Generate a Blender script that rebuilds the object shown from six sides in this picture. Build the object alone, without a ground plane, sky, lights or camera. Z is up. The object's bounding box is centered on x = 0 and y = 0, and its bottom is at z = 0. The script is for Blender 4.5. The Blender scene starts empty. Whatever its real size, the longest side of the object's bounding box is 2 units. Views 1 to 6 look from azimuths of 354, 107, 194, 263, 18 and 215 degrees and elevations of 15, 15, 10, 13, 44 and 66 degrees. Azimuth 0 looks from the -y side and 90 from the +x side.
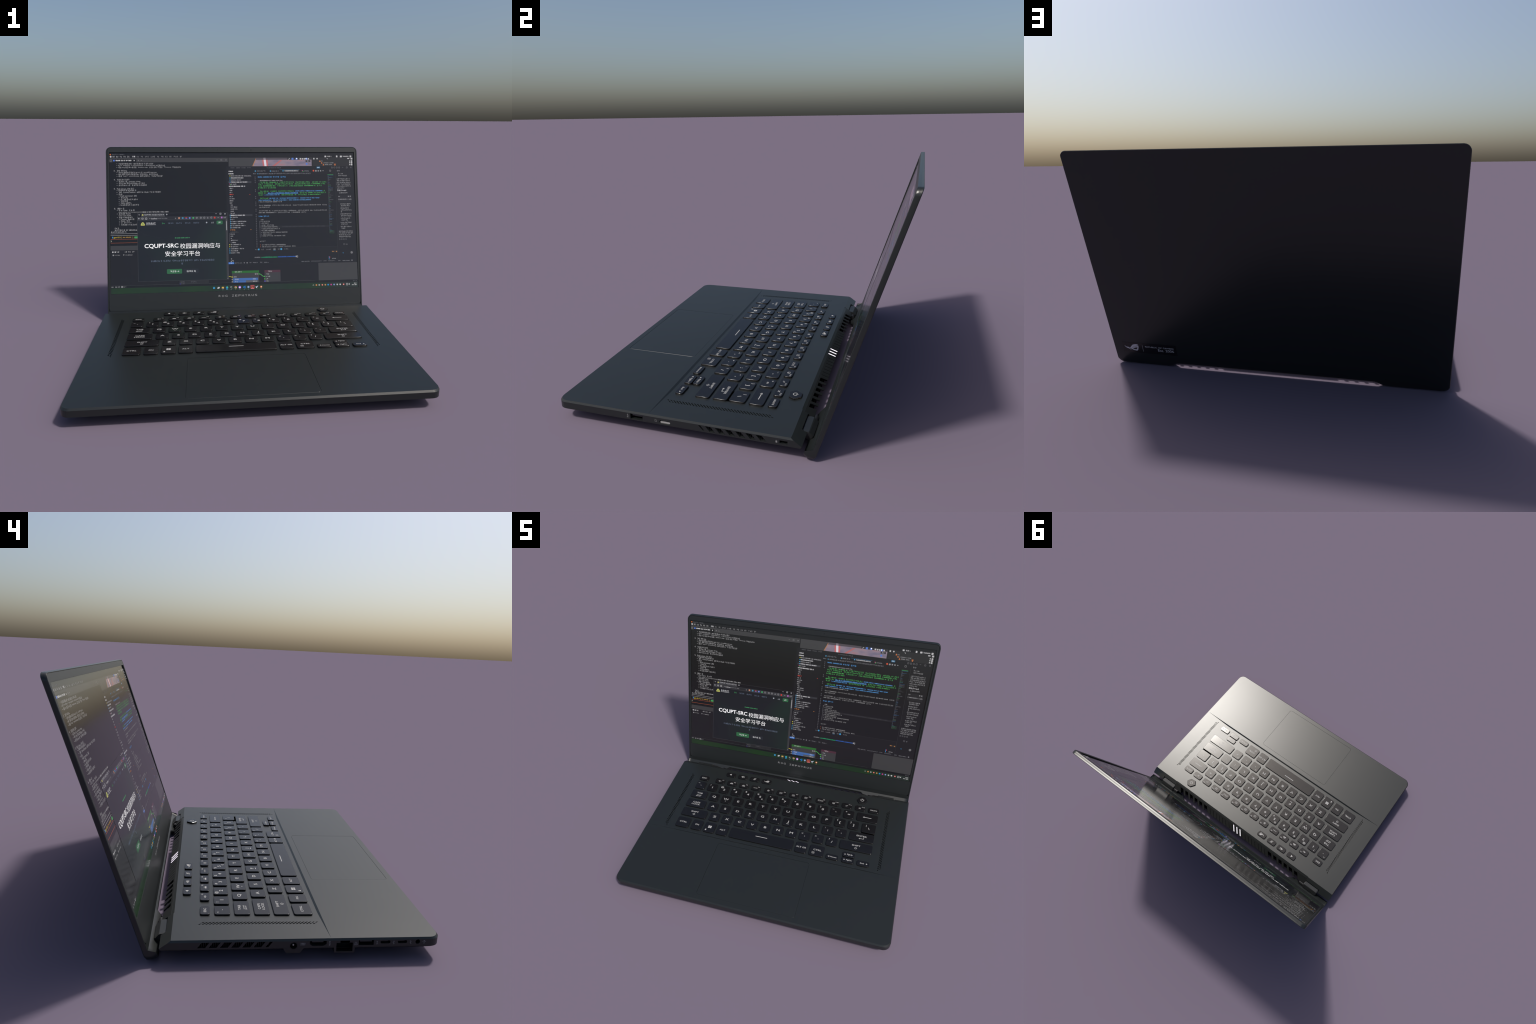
# Open gaming laptop: dark metal base with chiclet keyboard, tilted lid with windows shown on its screen.
import bpy, bmesh, math, random
from mathutils import Vector, Matrix

random.seed(7)
SC = bpy.context.scene
COL = SC.collection

# ----------------------------------------------------------------- materials
def lin(c):
    c = c / 255.0
    return c / 12.92 if c <= 0.04045 else ((c + 0.055) / 1.055) ** 2.4

def srgb(r, g, b):
    return (lin(r), lin(g), lin(b), 1.0)

def principled(name):
    m = bpy.data.materials.new(name)
    m.use_nodes = True
    return m, m.node_tree, m.node_tree.nodes["Principled BSDF"]

def set_in(b, **kw):
    for k, v in kw.items():
        b.inputs[k.replace("_", " ")].default_value = v

def grain(nt, b, scale, lo, hi, bump=0.0):
    """fine procedural variation of roughness (and a trace of bump) on Object coordinates"""
    tc = nt.nodes.new("ShaderNodeTexCoord")
    nz = nt.nodes.new("ShaderNodeTexNoise")
    nz.inputs["Scale"].default_value = scale
    nz.inputs["Detail"].default_value = 3.0
    mr = nt.nodes.new("ShaderNodeMapRange")
    mr.inputs["To Min"].default_value = lo
    mr.inputs["To Max"].default_value = hi
    nt.links.new(tc.outputs["Object"], nz.inputs["Vector"])
    nt.links.new(nz.outputs["Fac"], mr.inputs["Value"])
    nt.links.new(mr.outputs["Result"], b.inputs["Roughness"])
    if bump:
        bp = nt.nodes.new("ShaderNodeBump")
        bp.inputs["Strength"].default_value = bump
        bp.inputs["Distance"].default_value = 0.0005
        nt.links.new(nz.outputs["Fac"], bp.inputs["Height"])
        nt.links.new(bp.outputs["Normal"], b.inputs["Normal"])

def solid(name, col, rough, metallic=0.0, spec=0.5, var=0.03, scale=400.0, bump=0.0):
    m, nt, b = principled(name)
    set_in(b, Base_Color=col, Metallic=metallic, Specular_IOR_Level=spec)
    grain(nt, b, scale, rough - var, rough + var, bump)
    return m

METAL = solid("dark_metal", (0.0118, 0.0140, 0.0142, 1), 0.33, spec=0.50, var=0.015)
BEZEL_M = solid("bezel_plastic", (0.0118, 0.0140, 0.0142, 1), 0.40, spec=0.50, var=0.015)
KEY_M = solid("key_plastic", (0.0062, 0.0058, 0.0064, 1), 0.172, spec=0.48, var=0.015, scale=900)
BLACK = solid("black_plastic", (0.006, 0.006, 0.007, 1), 0.55)
SHADE_BLACK = solid("painted_shade", (0.0012, 0.0012, 0.0013, 1), 0.95, spec=0.0)  # near black without gloss: shade of insides and gaps painted as colour
RUBBER = solid("rubber", (0.012, 0.012, 0.013, 1), 0.8, spec=0.2)
GRILLE_M = solid("grille_plastic", (0.0085, 0.0095, 0.0095, 1), 0.42, spec=0.45)
HINGE_M = solid("hinge_metal", (0.0115, 0.013, 0.0135, 1), 0.38, spec=0.55)
CONTACT = solid("contact_metal", (0.55, 0.55, 0.52, 1), 0.4, metallic=0.6)
TONGUE = solid("port_tongue", (0.03, 0.03, 0.035, 1), 0.5)
LEGEND = solid("legend_print", (0.37, 0.365, 0.36, 1), 0.5, spec=0.3)
PRINT = solid("grey_print", (0.24, 0.24, 0.245, 1), 0.5, spec=0.3)
BADGE = solid("badge_gloss", (0.004, 0.004, 0.005, 1), 0.25)
BADGE_LOGO = solid("badge_silver", (0.62, 0.62, 0.66, 1), 0.42, metallic=0.35)

def light(name, col, strength):
    m, nt, b = principled(name)
    set_in(b, Base_Color=(0.8, 0.78, 0.82, 1), Roughness=0.4, Emission_Color=col, Emission_Strength=strength)
    return m
LED = light("led_white", (0.96, 0.86, 1.0, 1), 1.15)

SCREEN_CACHE = {}
def screen(r, g, b_):
    """lit display pixel colour under the panel's glossy glass"""
    if 90 < max(r, g, b_) < 250:
        r, g, b_ = int(r * 0.9), int(g * 0.9), int(b_ * 0.9)
    key = (r, g, b_)
    if key not in SCREEN_CACHE:
        m, nt, b = principled("screen_%d_%d_%d" % key)
        set_in(b, Base_Color=srgb(r, g, b_), Roughness=0.13, Specular_IOR_Level=0.5)
        SCREEN_CACHE[key] = m
    return SCREEN_CACHE[key]

def screen_blend(name, stops, scale, stretch=(1, 1, 1), detail=2.0):
    """display area with a soft colour pattern (wallpaper blur, picture)"""
    m, nt, b = principled(name)
    set_in(b, Roughness=0.13, Specular_IOR_Level=0.5)
    tc = nt.nodes.new("ShaderNodeTexCoord")
    mp = nt.nodes.new("ShaderNodeMapping")
    mp.inputs["Scale"].default_value = stretch
    nz = nt.nodes.new("ShaderNodeTexNoise")
    nz.inputs["Scale"].default_value = scale
    nz.inputs["Detail"].default_value = detail
    rp = nt.nodes.new("ShaderNodeValToRGB")
    el = rp.color_ramp.elements
    while len(el) < len(stops):
        el.new(0.5)
    for e, (pos, c) in zip(el, stops):
        e.position, e.color = pos, srgb(*c)
    nt.links.new(tc.outputs["Object"], mp.inputs["Vector"])
    nt.links.new(mp.outputs["Vector"], nz.inputs["Vector"])
    nt.links.new(nz.outputs["Fac"], rp.inputs["Fac"])
    nt.links.new(rp.outputs["Color"], b.inputs["Base Color"])
    return m

# ----------------------------------------------------------------- helpers
def mesh_obj(name, verts, faces, mat, parent=None, smooth=None, fix=True):
    me = bpy.data.meshes.new(name)
    me.from_pydata([tuple(v) for v in verts], [], [tuple(f) for f in faces])
    if fix:
        bm = bmesh.new(); bm.from_mesh(me)
        bmesh.ops.recalc_face_normals(bm, faces=bm.faces)
        bm.to_mesh(me); bm.free()
    me.materials.append(mat)
    ob = bpy.data.objects.new(name, me)
    COL.objects.link(ob)
    if parent is not None:
        ob.parent = parent
    if smooth:
        shade(ob, smooth)
    return ob

def shade(ob, angle):
    me = ob.data
    for p in me.polygons:
        p.use_smooth = True
    me.set_sharp_from_angle(angle=math.radians(angle))

def loft(rings, cap=True):
    """rings: list of equal-length closed loops of 3D points"""
    n = len(rings[0]); verts = [p for r in rings for p in r]; faces = []
    for k in range(len(rings) - 1):
        for i in range(n):
            j = (i + 1) % n
            faces.append((k * n + i, k * n + j, (k + 1) * n + j, (k + 1) * n + i))
    if cap:
        faces.append(tuple(range(n - 1, -1, -1)))
        faces.append(tuple(range((len(rings) - 1) * n, len(rings) * n)))
    return verts, faces

def rrect(x0, x1, y0, y1, r, seg=5):
    """rounded rectangle, counter-clockwise 2D points"""
    pts = []
    for cx, cy, a0 in ((x1 - r, y1 - r, 0), (x0 + r, y1 - r, 90), (x0 + r, y0 + r, 180), (x1 - r, y0 + r, 270)):
        for i in range(seg + 1):
            a = math.radians(a0 + 90 * i / seg)
            pts.append((cx + r * math.cos(a), cy + r * math.sin(a)))
    return pts

def box(x0, x1, y0, y1, z0, z1):
    v = [(x, y, z) for z in (z0, z1) for x, y in ((x0, y0), (x1, y0), (x1, y1), (x0, y1))]
    f = [(3, 2, 1, 0), (4, 5, 6, 7), (0, 1, 5, 4), (1, 2, 6, 5), (2, 3, 7, 6), (3, 0, 4, 7)]
    return v, f

def prism(poly, axis, a, b):
    """2D polygon pushed along an axis from a to b; poly is (y,z) for axis x and (x,y) for axis z"""
    def p3(p, t):
        return (t, p[0], p[1]) if axis == "x" else (p[0], p[1], t)
    return loft([[p3(p, a) for p in poly], [p3(p, b) for p in poly]])

def merge(parts):
    V, F = [], []
    for v, f in parts:
        o = len(V); V += list(v); F += [tuple(i + o for i in q) for q in f]
    return V, F

def boolean_cut(ob, parts):
    v, f = merge(parts)
    cut = mesh_obj("cutter", v, f, BLACK)
    md = ob.modifiers.new("cut", "BOOLEAN")
    md.operation, md.solver, md.object = "DIFFERENCE", "EXACT", cut
    md.use_self = False
    dg = bpy.context.evaluated_depsgraph_get()
    me = bpy.data.meshes.new_from_object(ob.evaluated_get(dg))
    ob.modifiers.clear()
    old = ob.data; ob.data = me; bpy.data.meshes.remove(old)
    bpy.data.objects.remove(cut)

# text -> flat mesh, built-in font, unit em; cached
_tc = bpy.data.curves.new("scratch_text", "FONT")
_to = bpy.data.objects.new("scratch_text", _tc)
COL.objects.link(_to)
_tc.resolution_u = 3
_tcache = {}
def glyphs(s, bold=0.0):
    if (s, bold) not in _tcache:
        _tc.body = s
        _tc.offset = bold
        dg = bpy.context.evaluated_depsgraph_get(); dg.update()
        me = bpy.data.meshes.new_from_object(_to.evaluated_get(dg))
        v = [(p.co.x, p.co.y) for p in me.vertices]
        f = [tuple(p.vertices) for p in me.polygons]
        bpy.data.meshes.remove(me)
        if v:
            xs = [p[0] for p in v]; ys = [p[1] for p in v]
            bb = (min(xs), max(xs), min(ys), max(ys))
        else:
            bb = (0, 0.001, 0, 0.001)
        _tcache[(s, bold)] = (v, f, bb)
    return _tcache[(s, bold)]

def text_fit(s, x0, x1, y0, y1, bold=0.0):
    """glyph mesh stretched so that its box is exactly x0..x1, y0..y1"""
    v, f, b = glyphs(s, bold)
    sx = (x1 - x0) / max(b[1] - b[0], 1e-6); sy = (y1 - y0) / max(b[3] - b[2], 1e-6)
    return [(x0 + (p[0] - b[0]) * sx, y0 + (p[1] - b[2]) * sy) for p in v], f

def text_at(s, cx, cy, cap, wide=1.25):
    """glyphs centred on cx,cy; cap = height of a capital letter"""
    v, f, b = glyphs(s, 0.010)
    k = cap / 0.68
    mx = (b[0] + b[1]) / 2; my = (b[2] + b[3]) / 2
    return [(cx + (p[0] - mx) * k * wide, cy + (p[1] - my) * k) for p in v], f

def quad(x0, x1, y0, y1):
    return [(x0, y0), (x1, y0), (x1, y1), (x0, y1)], [(0, 1, 2, 3)]

def poly(pts):
    return list(pts), [tuple(range(len(pts)))]

def stroke(pts, w):
    """thin polyline of quads"""
    out = []
    for (ax, ay), (bx, by) in zip(pts, pts[1:]):
        dx, dy = bx - ax, by - ay; L = math.hypot(dx, dy) or 1
        nx, ny = -dy / L * w / 2, dx / L * w / 2
        out.append(([(ax + nx, ay + ny), (ax - nx, ay - ny), (bx - nx, by - ny), (bx + nx, by + ny)], [(0, 1, 2, 3)]))
    return merge(out)

def disc(cx, cy, r, n=16):
    return poly([(cx + r * math.cos(math.tau * i / n), cy + r * math.sin(math.tau * i / n)) for i in range(n)])

def ring2(outer, inner):
    n = len(outer)
    return list(outer) + list(inner), [(i, (i + 1) % n, n + (i + 1) % n, n + i) for i in range(n)]

# eye-shaped swoosh logo in a 0..1 by 0..0.5 box
def eye_logo(x0, x1, yc):
    k = x1 - x0
    def m(pts):
        return [(x0 + a * k, yc + b * k) for a, b in pts]
    wing = m([(0.35, -0.08), (0.60, 0.20), (0.78, 0.25), (0.95, 0.25), (1.0, 0.18), (0.62, 0.03), (0.42, -0.13)])
    outer = m([(0.42, -0.12), (0.70, 0.05), (1.0, 0.14), (0.985, 0.02), (0.92, -0.17), (0.86, -0.25), (0.78, -0.26), (0.60, -0.22)])
    inner = m([(0.56, -0.11), (0.72, -0.03), (0.90, 0.01), (0.885, -0.05), (0.84, -0.12), (0.81, -0.15), (0.76, -0.16), (0.66, -0.15)])
    tail = m([(0.0, 0.11), (0.10, 0.01), (0.20, -0.02), (0.30, -0.06), (0.46, -0.26), (0.30, -0.14), (0.15, -0.09), (0.03, 0.03)])
    tail2 = m([(0.16, 0.04), (0.30, -0.03), (0.36, -0.10), (0.28, -0.05)])
    return merge([poly(wing), ring2(outer, inner), poly(tail), poly(tail2)])

# ----------------------------------------------------------------- root
laptop = bpy.data.objects.new("laptop", None)
COL.objects.link(laptop)
laptop["label"] = "open dark grey gaming laptop with windows on its screen and black keys"
laptop["category"] = "laptop"

# =================================================================== BASE
TOP = 0.1145          # palm rest height
RECESS = 0.008        # keyboard deck dips this much at its front edge
Y_FRONT, Y_STEP = -0.910, -0.363

def outline(inset, rear, notch):
    """base plan: round front corners, notch at the back between the hinges"""
    x = 1.0 - inset; yf = Y_FRONT + inset * 1.6; r = 0.052 - inset * 0.5
    hinge_y = min(rear - 0.0002, 0.4165)
    pts = [(x, rear), (0.885, rear), (0.885, hinge_y), (0.7455, hinge_y), (0.7455, notch), (-0.7455, notch), (-0.7455, hinge_y), (-0.885, hinge_y), (-0.885, rear), (-x, rear)]
    for cx, cy, a0 in ((-x + r, yf + r, 180), (x - r, yf + r, 270)):
        for i in range(9):
            a = math.radians(a0 + 90 * i / 8)
            pts.append((cx + r * math.cos(a), cy + r * math.sin(a)))
    return pts

rings = []
for z, inset, rear, notch in ((0.036, 0.045, 0.385, 0.365), (0.0415, 0.036, 0.40, 0.372), (0.0640, 0.004, 0.430, 0.392), (0.0680, 0.0, 0.436, 0.394),
                              (0.0764, 0.0, 0.4412, 0.396), (0.0940, 0.0, 0.4166, 0.398), (0.1045, 0.0, 0.4020, 0.3990), (TOP, 0.0052, 0.388, 0.3845)):
    rings.append([(x, y, z) for x, y in outline(inset, rear, notch)])
v, f = loft(rings)
# socket housings that bulge below the left wall
base = mesh_obj("base_shell", v, f, METAL, laptop)

# --- cut the sunk keyboard deck, touchpad pocket, speaker slits, ports and side vents
XF, XE = 0.735, 0.9945
zf = TOP - RECESS
deck_cut_v = [(-XF, -0.352, zf), (XF, -0.352, zf), (XE, -0.3625, TOP), (XE, 0.47, TOP), (-XE, 0.47, TOP), (-XE, -0.3625, TOP),
              (-XF, Y_STEP, TOP + 0.0005), (XF, Y_STEP, TOP + 0.0005)]
zr = TOP
deck_cut_v += [(-XF, 0.388, zr), (XF, 0.388, zr)]
up = [(-XE, -0.3625, 0.2), (-XF, Y_STEP, 0.2), (XF, Y_STEP, 0.2), (XE, -0.3625, 0.2), (XE, 0.47, 0.2), (-XE, 0.47, 0.2)]
o = len(deck_cut_v); deck_cut_v += up
deck_cut_f = [(0, 1, 9, 8), (1, 2, 3, 9), (9, 3, 4, 8), (8, 4, 5, 0),            # sunk floor
              (0, 6, 7, 1), (1, 7, 2), (0, 5, 6),                                   # slanted step
              (6, o + 1, o + 2, 7), (7, o + 2, o + 3, 2), (2, o + 3, o + 4, 3), (3, o + 4, o + 5, 4), (4, o + 5, o + 0, 5), (5, o + 0, o + 1, 6),
              (o + 0, o + 5, o + 4, o + 3, o + 2, o + 1)]
boolean_cut(base, [(deck_cut_v, deck_cut_f)])

def deck_z(y):
    return zf + (min(max(y, -0.352), 0.388) + 0.352) / 0.74 * RECESS

cutters = []
PAD = (-0.3715, 0.3495, -0.8655, -0.4000)
cutters.append(prism(rrect(*PAD, 0.018, 5), "z", TOP - 0.0035, TOP + 0.01))
# speaker slits: slanted slots, the outermost ones split in two
SLITS = 34
def slit(sgn, y, t0, t1):
    xi, xo, dy, w = 0.8368, 0.8604, 0.026, 0.0042
    xa, xb = xi + (xo - xi) * t0, xi + (xo - xi) * t1
    ya, yb = y + dy * t0, y + dy * t1
    return prism([(sgn * xa, ya - w), (sgn * xb, yb - w), (sgn * xb, yb + w), (sgn * xa, ya + w)], "z", 0.098, 0.13)
for sgn in (1, -1):
    for i in range(SLITS):
        y = -0.331 + i * (0.584 / SLITS)
        if i == 0:
            spans = ((0.58, 1.0), (0.0, 0.35))
        elif i in (1, SLITS - 1):
            spans = ((0.0, 0.42), (0.62, 1.0))
        else:
            spans = ((0.0, 1.0),)
        for a, b in spans:
            cutters.append(slit(sgn, y, a, b))
# side air vents: leaning windows with fins behind
def lean(y0, w, zt, zb, shift):
    return [(y0, zt), (y0 + w, zt), (y0 + w + shift, zb), (y0 + shift, zb)]
VENT_R = [lean(-0.0834, 0.0105, 0.102, 0.0757, 0.0243)] + [lean(-0.0465 + i * 0.0525, 0.0295, 0.1015, 0.0735, 0.0245) for i in range(6)]
VENT_L = [lean(-0.0837, 0.0135, 0.1037, 0.0757, 0.021)] + [lean(-0.0494 + i * 0.0522, 0.036, 0.1037, 0.0765, 0.0195) for i in range(6)]
for p in VENT_R:
    cutters.append(prism(p, "x", 0.955, 1.05))
for p in VENT_L:
    cutters.append(prism(p, "x", -1.05, -0.955))
def circle(cy, cz, r, n=20):
    return [(cy + r * math.cos(math.tau * i / n), cz + r * math.sin(math.tau * i / n)) for i in range(n)]
# right: usb-a, card slot, lock slot
USB_R = (-0.463, -0.3925, 0.0722, 0.1022); CARD = (-0.2965, -0.237, 0.0757, 0.0930); LOCK = (0.334, 0.3728, 0.0778, 0.0943)
cutters.append(prism([(USB_R[0], USB_R[2]), (USB_R[1], USB_R[2]), (USB_R[1], USB_R[3]), (USB_R[0], USB_R[3])], "x", 0.95, 1.05))
cutters.append(prism(rrect(CARD[0], CARD[1], CARD[2], CARD[3], 0.0075, 4), "x", 0.95, 1.05))
cutters.append(prism([(LOCK[0], LOCK[2]), (LOCK[1], LOCK[2]), (LOCK[1], LOCK[3]), (LOCK[0], LOCK[3])], "x", 0.97, 1.05))
# left: hdmi, usb-a, two usb-c, audio
HDMI = [(-0.341, 0.104), (-0.341, 0.0885), (-0.327, 0.0782), (-0.2735, 0.0782), (-0.2595, 0.0885), (-0.2595, 0.104)]
cutters.append(prism(HDMI, "x", -1.05, -0.95))
USB_L = (-0.572, -0.498, 0.0782, 0.1043)
cutters.append(prism([(USB_L[0], USB_L[2]), (USB_L[1], USB_L[2]), (USB_L[1], USB_L[3]), (USB_L[0], USB_L[3])], "x", -1.05, -0.95))
for c0, c1 in ((-0.6535, -0.605), (-0.737, -0.691)):
    cutters.append(prism(rrect(c0, c1, 0.0852, 0.1012, 0.0065, 4), "x", -1.05, -0.95))
cutters.append(prism(circle(-0.791, 0.0922, 0.0118), "x", -1.05, -0.95))
boolean_cut(base, cutters)

# split the shell's faces by region: palm rest, keyboard deck, bottom cover, side wall
def split_regions(ob, rules):
    src = ob.data
    made = []
    taken = set()
    for name, rule in rules:
        keep = [p.index for p in src.polygons if p.index not in taken and rule(p.center, p.normal)]
        taken.update(keep)
        made.append((name, keep))
    rest = [p.index for p in src.polygons if p.index not in taken]
    out = []
    for name, idx in made + [(None, rest)]:
        used = {}; V = []; F = []
        for i in idx:
            q = []
            for vi in src.polygons[i].vertices:
                if vi not in used:
                    used[vi] = len(V); V.append(tuple(src.vertices[vi].co))
                q.append(used[vi])
            F.append(q)
        if name is None:
            me = bpy.data.meshes.new(ob.name); me.from_pydata(V, [], F); me.materials.append(src.materials[0])
            ob.data = me
        elif F:
            out.append(mesh_obj(name, V, F, src.materials[0], laptop, fix=False))
    return out
parts = split_regions(base, [
    ("palm_rest", lambda c, n: n.z > 0.95 and c.z > TOP - 0.0006 and c.y < -0.36),
    ("keyboard_deck", lambda c, n: n.z > 0.5 and c.z > 0.1055 and c.y > -0.365),
    ("bottom_cover", lambda c, n: n.z < -0.3 and c.z < 0.067)])
for p in parts:
    if p.name == "bottom_cover":
        p.data.materials[0] = BLACK
    if p.name == "keyboard_deck":            # the sunk deck reads as one flat sheet: level normals on its floor
        me = p.data
        nn = []
        for q in me.polygons:
            q.use_smooth = True
            nv = (0.0, 0.0, 1.0) if q.normal.z > 0.98 else tuple(q.normal)
            nn += [nv] * q.loop_total
        me.normals_split_custom_set(nn)

# solid blocks coloured near black, painted shade behind slits, vents and ports
mesh_obj("inner_dark_block", *merge([box(-0.948, 0.948, -0.60, 0.36, 0.045, 0.0965), box(-0.88, 0.88, 0.36, 0.398, 0.06, 0.095)]), SHADE_BLACK, laptop)

# touchpad
t = []
for z, ins in ((TOP - 0.0034, 0.0011), (TOP - 0.0008, 0.0011), (TOP - 0.0003, 0.0016)):
    t.append([(x, y, z) for x, y in rrect(PAD[0] + ins, PAD[1] - ins, PAD[2] + ins, PAD[3] - ins, 0.016, 5)])
mesh_obj("touchpad", *loft(t), METAL, laptop)

# side vent fins
fins = []
for i in range(40):
    y = -0.09 + i * 0.0095
    fins.append(box(0.962, 0.990, y, y + 0.0022, 0.072, 0.104))
    fins.append(box(-0.990, -0.962, y - 0.005, y - 0.0028, 0.072, 0.104))
fo = mesh_obj("vent_fin", *merge(fins), BLACK, laptop); fo["kind"] = "stuff"

# port interiors
def port(name, parts_, mat=TONGUE):
    return mesh_obj(name, *merge(parts_), mat, laptop)
def tray(poly_in, x0, x1):
    return prism(poly_in, "x", x0, x1)
port("usb_port", [box(0.955, 0.992, -0.455, -0.400, 0.0885, 0.0965)])
port("usb_port", [box(-0.992, -0.955, -0.564, -0.506, 0.0925, 0.0990)])
port("card_slot", [tray(rrect(-0.2935, -0.239, 0.0766, 0.0855, 0.004, 4), 0.955, 0.9965)], CONTACT)
port("hdmi_port", [box(-0.990, -0.955, -0.328, -0.273, 0.0915, 0.0975)])
port("usb_c_port", [box(-0.990, -0.955, -0.646, -0.612, 0.0915, 0.0945)])
port("usb_c_port", [box(-0.990, -0.955, -0.730, -0.698, 0.0915, 0.0945)])
port("lock_slot", [box(0.971, 0.974, 0.336, 0.371, 0.079, 0.093)], BLACK)

# power jack and network socket in housings below the wall edge
def ring_x(outer, inner, xa, xb, mat, name):
    n = len(outer)
    V = [(xa, *p) for p in outer] + [(xa, *p) for p in inner] + [(xb, *p) for p in outer] + [(xb, *p) for p in inner]
    F = []
    for i in range(n):
        j = (i + 1) % n
        F += [(i, j, n + j, n + i), (2 * n + i, 3 * n + i, 3 * n + j, 2 * n + j), (i, 2 * n + i, 2 * n + j, j), (n + i, n + j, 3 * n + j, 3 * n + i)]
    return mesh_obj(name, V, F, mat, laptop)
jack_poly = [(-0.133, 0.069), (-0.1495, 0.0425), (-0.216, 0.0425), (-0.2335, 0.069)]
jb = mesh_obj("jack_housing", *prism(jack_poly, "x", -1.0004, -0.955), METAL, laptop)
boolean_cut(jb, [prism(circle(-0.1832, 0.0805, 0.0195), "x", -1.05, -0.97)])
jack_hole = circle(-0.1832, 0.0805, 0.0195, 24)
boolean_cut(base, [prism(jack_hole, "x", -1.05, -0.951)])
ring_x(circle(-0.1832, 0.0805, 0.0190, 24), circle(-0.1832, 0.0805, 0.0165, 24), -1.0002, -0.975, BLACK, "power_jack")
mesh_obj("power_jack_pin", *prism(circle(-0.1832, 0.0805, 0.0038, 12), "x", -0.992, -0.955), CONTACT, laptop)
rj_frame = [(-0.3785, 0.0705), (-0.3805, 0.0405), (-0.4795, 0.0405), (-0.4805, 0.0705)]
rj_hole = [(-0.4075, 0.1035), (-0.4075, 0.092), (-0.3895, 0.092), (-0.3905, 0.0472), (-0.4698, 0.0472), (-0.4690, 0.0928), (-0.4535, 0.0931), (-0.4535, 0.1035)]
rb = mesh_obj("network_socket", *prism(rj_frame, "x", -1.0004, -0.955), METAL, laptop)
boolean_cut(rb, [prism(rj_hole, "x", -1.05, -0.965)])
boolean_cut(base, [prism(rj_hole, "x", -1.05, -0.951)])

# tiny printed marks beside the ports
def side_print(parts2, side):
    V, F = merge(parts2)
    V = [(side * 1.0004, a, b) for a, b in V]
    return V, F
def vert_text(s, y0, y1, z0, z1, flip):
    vv, ff = text_fit(s, 0, 1, 0, 1)
    out = []
    for a, b in vv:
        out.append((y0 + (y1 - y0) * (1 - b if flip else b), z0 + (z1 - z0) * (a if not flip else 1 - a)))
    return out, ff
left_marks = [vert_text("HDMI", -0.3605, -0.3525, 0.0785, 0.103, False)]
for y in (-0.2165, -0.2225, -0.2285, -0.2345):
    left_marks += [quad(y - 0.0035, y, 0.083, 0.088), quad(y - 0.0035, y, 0.0905, 0.0955)]
left_marks += [stroke([(-0.476, 0.080), (-0.476, 0.087), (-0.482, 0.087), (-0.482, 0.080), (-0.476, 0.080)], 0.0013),
               stroke([(-0.485, 0.080), (-0.485, 0.087), (-0.491, 0.087), (-0.491, 0.080), (-0.485, 0.080)], 0.0013),
               stroke([(-0.479, 0.0975), (-0.479, 0.091), (-0.488, 0.091), (-0.488, 0.0975)], 0.0013)]
for y in (-0.588, -0.671, -0.755):
    left_marks += [stroke([(y, 0.080), (y, 0.100)], 0.0016), stroke([(y - 0.005, 0.083), (y, 0.086), (y + 0.005, 0.090)], 0.0012),
                   stroke([(y - 0.004, 0.094), (y + 0.004, 0.097)], 0.0014)]
left_marks += [stroke([(-0.823, 0.081), (-0.823, 0.098)], 0.002), stroke([(-0.831, 0.092), (-0.823, 0.099), (-0.815, 0.092)], 0.0016)]
mesh_obj("port_mark", *side_print(left_marks, -1), PRINT, laptop, fix=False)
right_marks = [stroke([(-0.478, 0.077), (-0.478, 0.099)], 0.0016), stroke([(-0.484, 0.080), (-0.478, 0.083), (-0.473, 0.088)], 0.0013), stroke([(-0.483, 0.092), (-0.475, 0.096)], 0.0015),
               stroke([(-0.3215, 0.081), (-0.3215, 0.0925), (-0.315, 0.0925), (-0.312, 0.089), (-0.312, 0.081), (-0.3215, 0.081)], 0.0011),
               quad(0.3145, 0.3225, 0.080, 0.0865), stroke([(0.316, 0.0865), (0.316, 0.0915), (0.321, 0.0915), (0.321, 0.0865)], 0.0014)]
mesh_obj("port_mark", *side_print(right_marks, 1), PRINT, laptop, fix=False)

# rubber feet under the base
for x0, x1, y0, y1 in ((-0.82, 0.82, -0.80, -0.765), (-0.82, -0.35, 0.25, 0.285), (0.35, 0.82, 0.25, 0.285)):
    r_ = [[(x, y, z) for x, y in rrect(x0 + i, x1 - i, y0 + i, y1 - i, 0.015, 4)] for z, i in ((0.0362, 0), (0.030, 0), (0.028, 0.003))]
    mesh_obj("rubber_foot", *loft(r_), RUBBER, laptop, smooth=40)

# ------------------------------------------------------------ rear grille
def slope_z(y):
    return 0.1042 - (y - 0.4022) * 0.80
def slope_slab(pts_xy, lift=0.0, thick=0.007):
    a = [(x, y, slope_z(y) + lift) for x, y in pts_xy]
    b = [(x, y - thick * 0.62, slope_z(y) + lift - thick * 0.78) for x, y in pts_xy]
    return loft([b, a])
SLANT = -0.81
Y0, Y1, YE = 0.3995, 0.4085, 0.4455
def slat(xc, w, y0=Y1, y1=YE, ref=0.422):
    sh = lambda y: (y - ref) * SLANT
    return [(xc - w / 2 + sh(y0), y0), (xc + w / 2 + sh(y0), y0), (xc + w / 2 + sh(y1), y1), (xc - w / 2 + sh(y1), y1)]
mesh_obj("rear_rail", *slope_slab([(-0.745, Y0), (0.745, Y0), (0.745, Y1 + 0.0005), (-0.745, Y1 + 0.0005)], 0.0), GRILLE_M, laptop)
vents, grooves = [], []
PITCH = 0.0565
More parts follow.
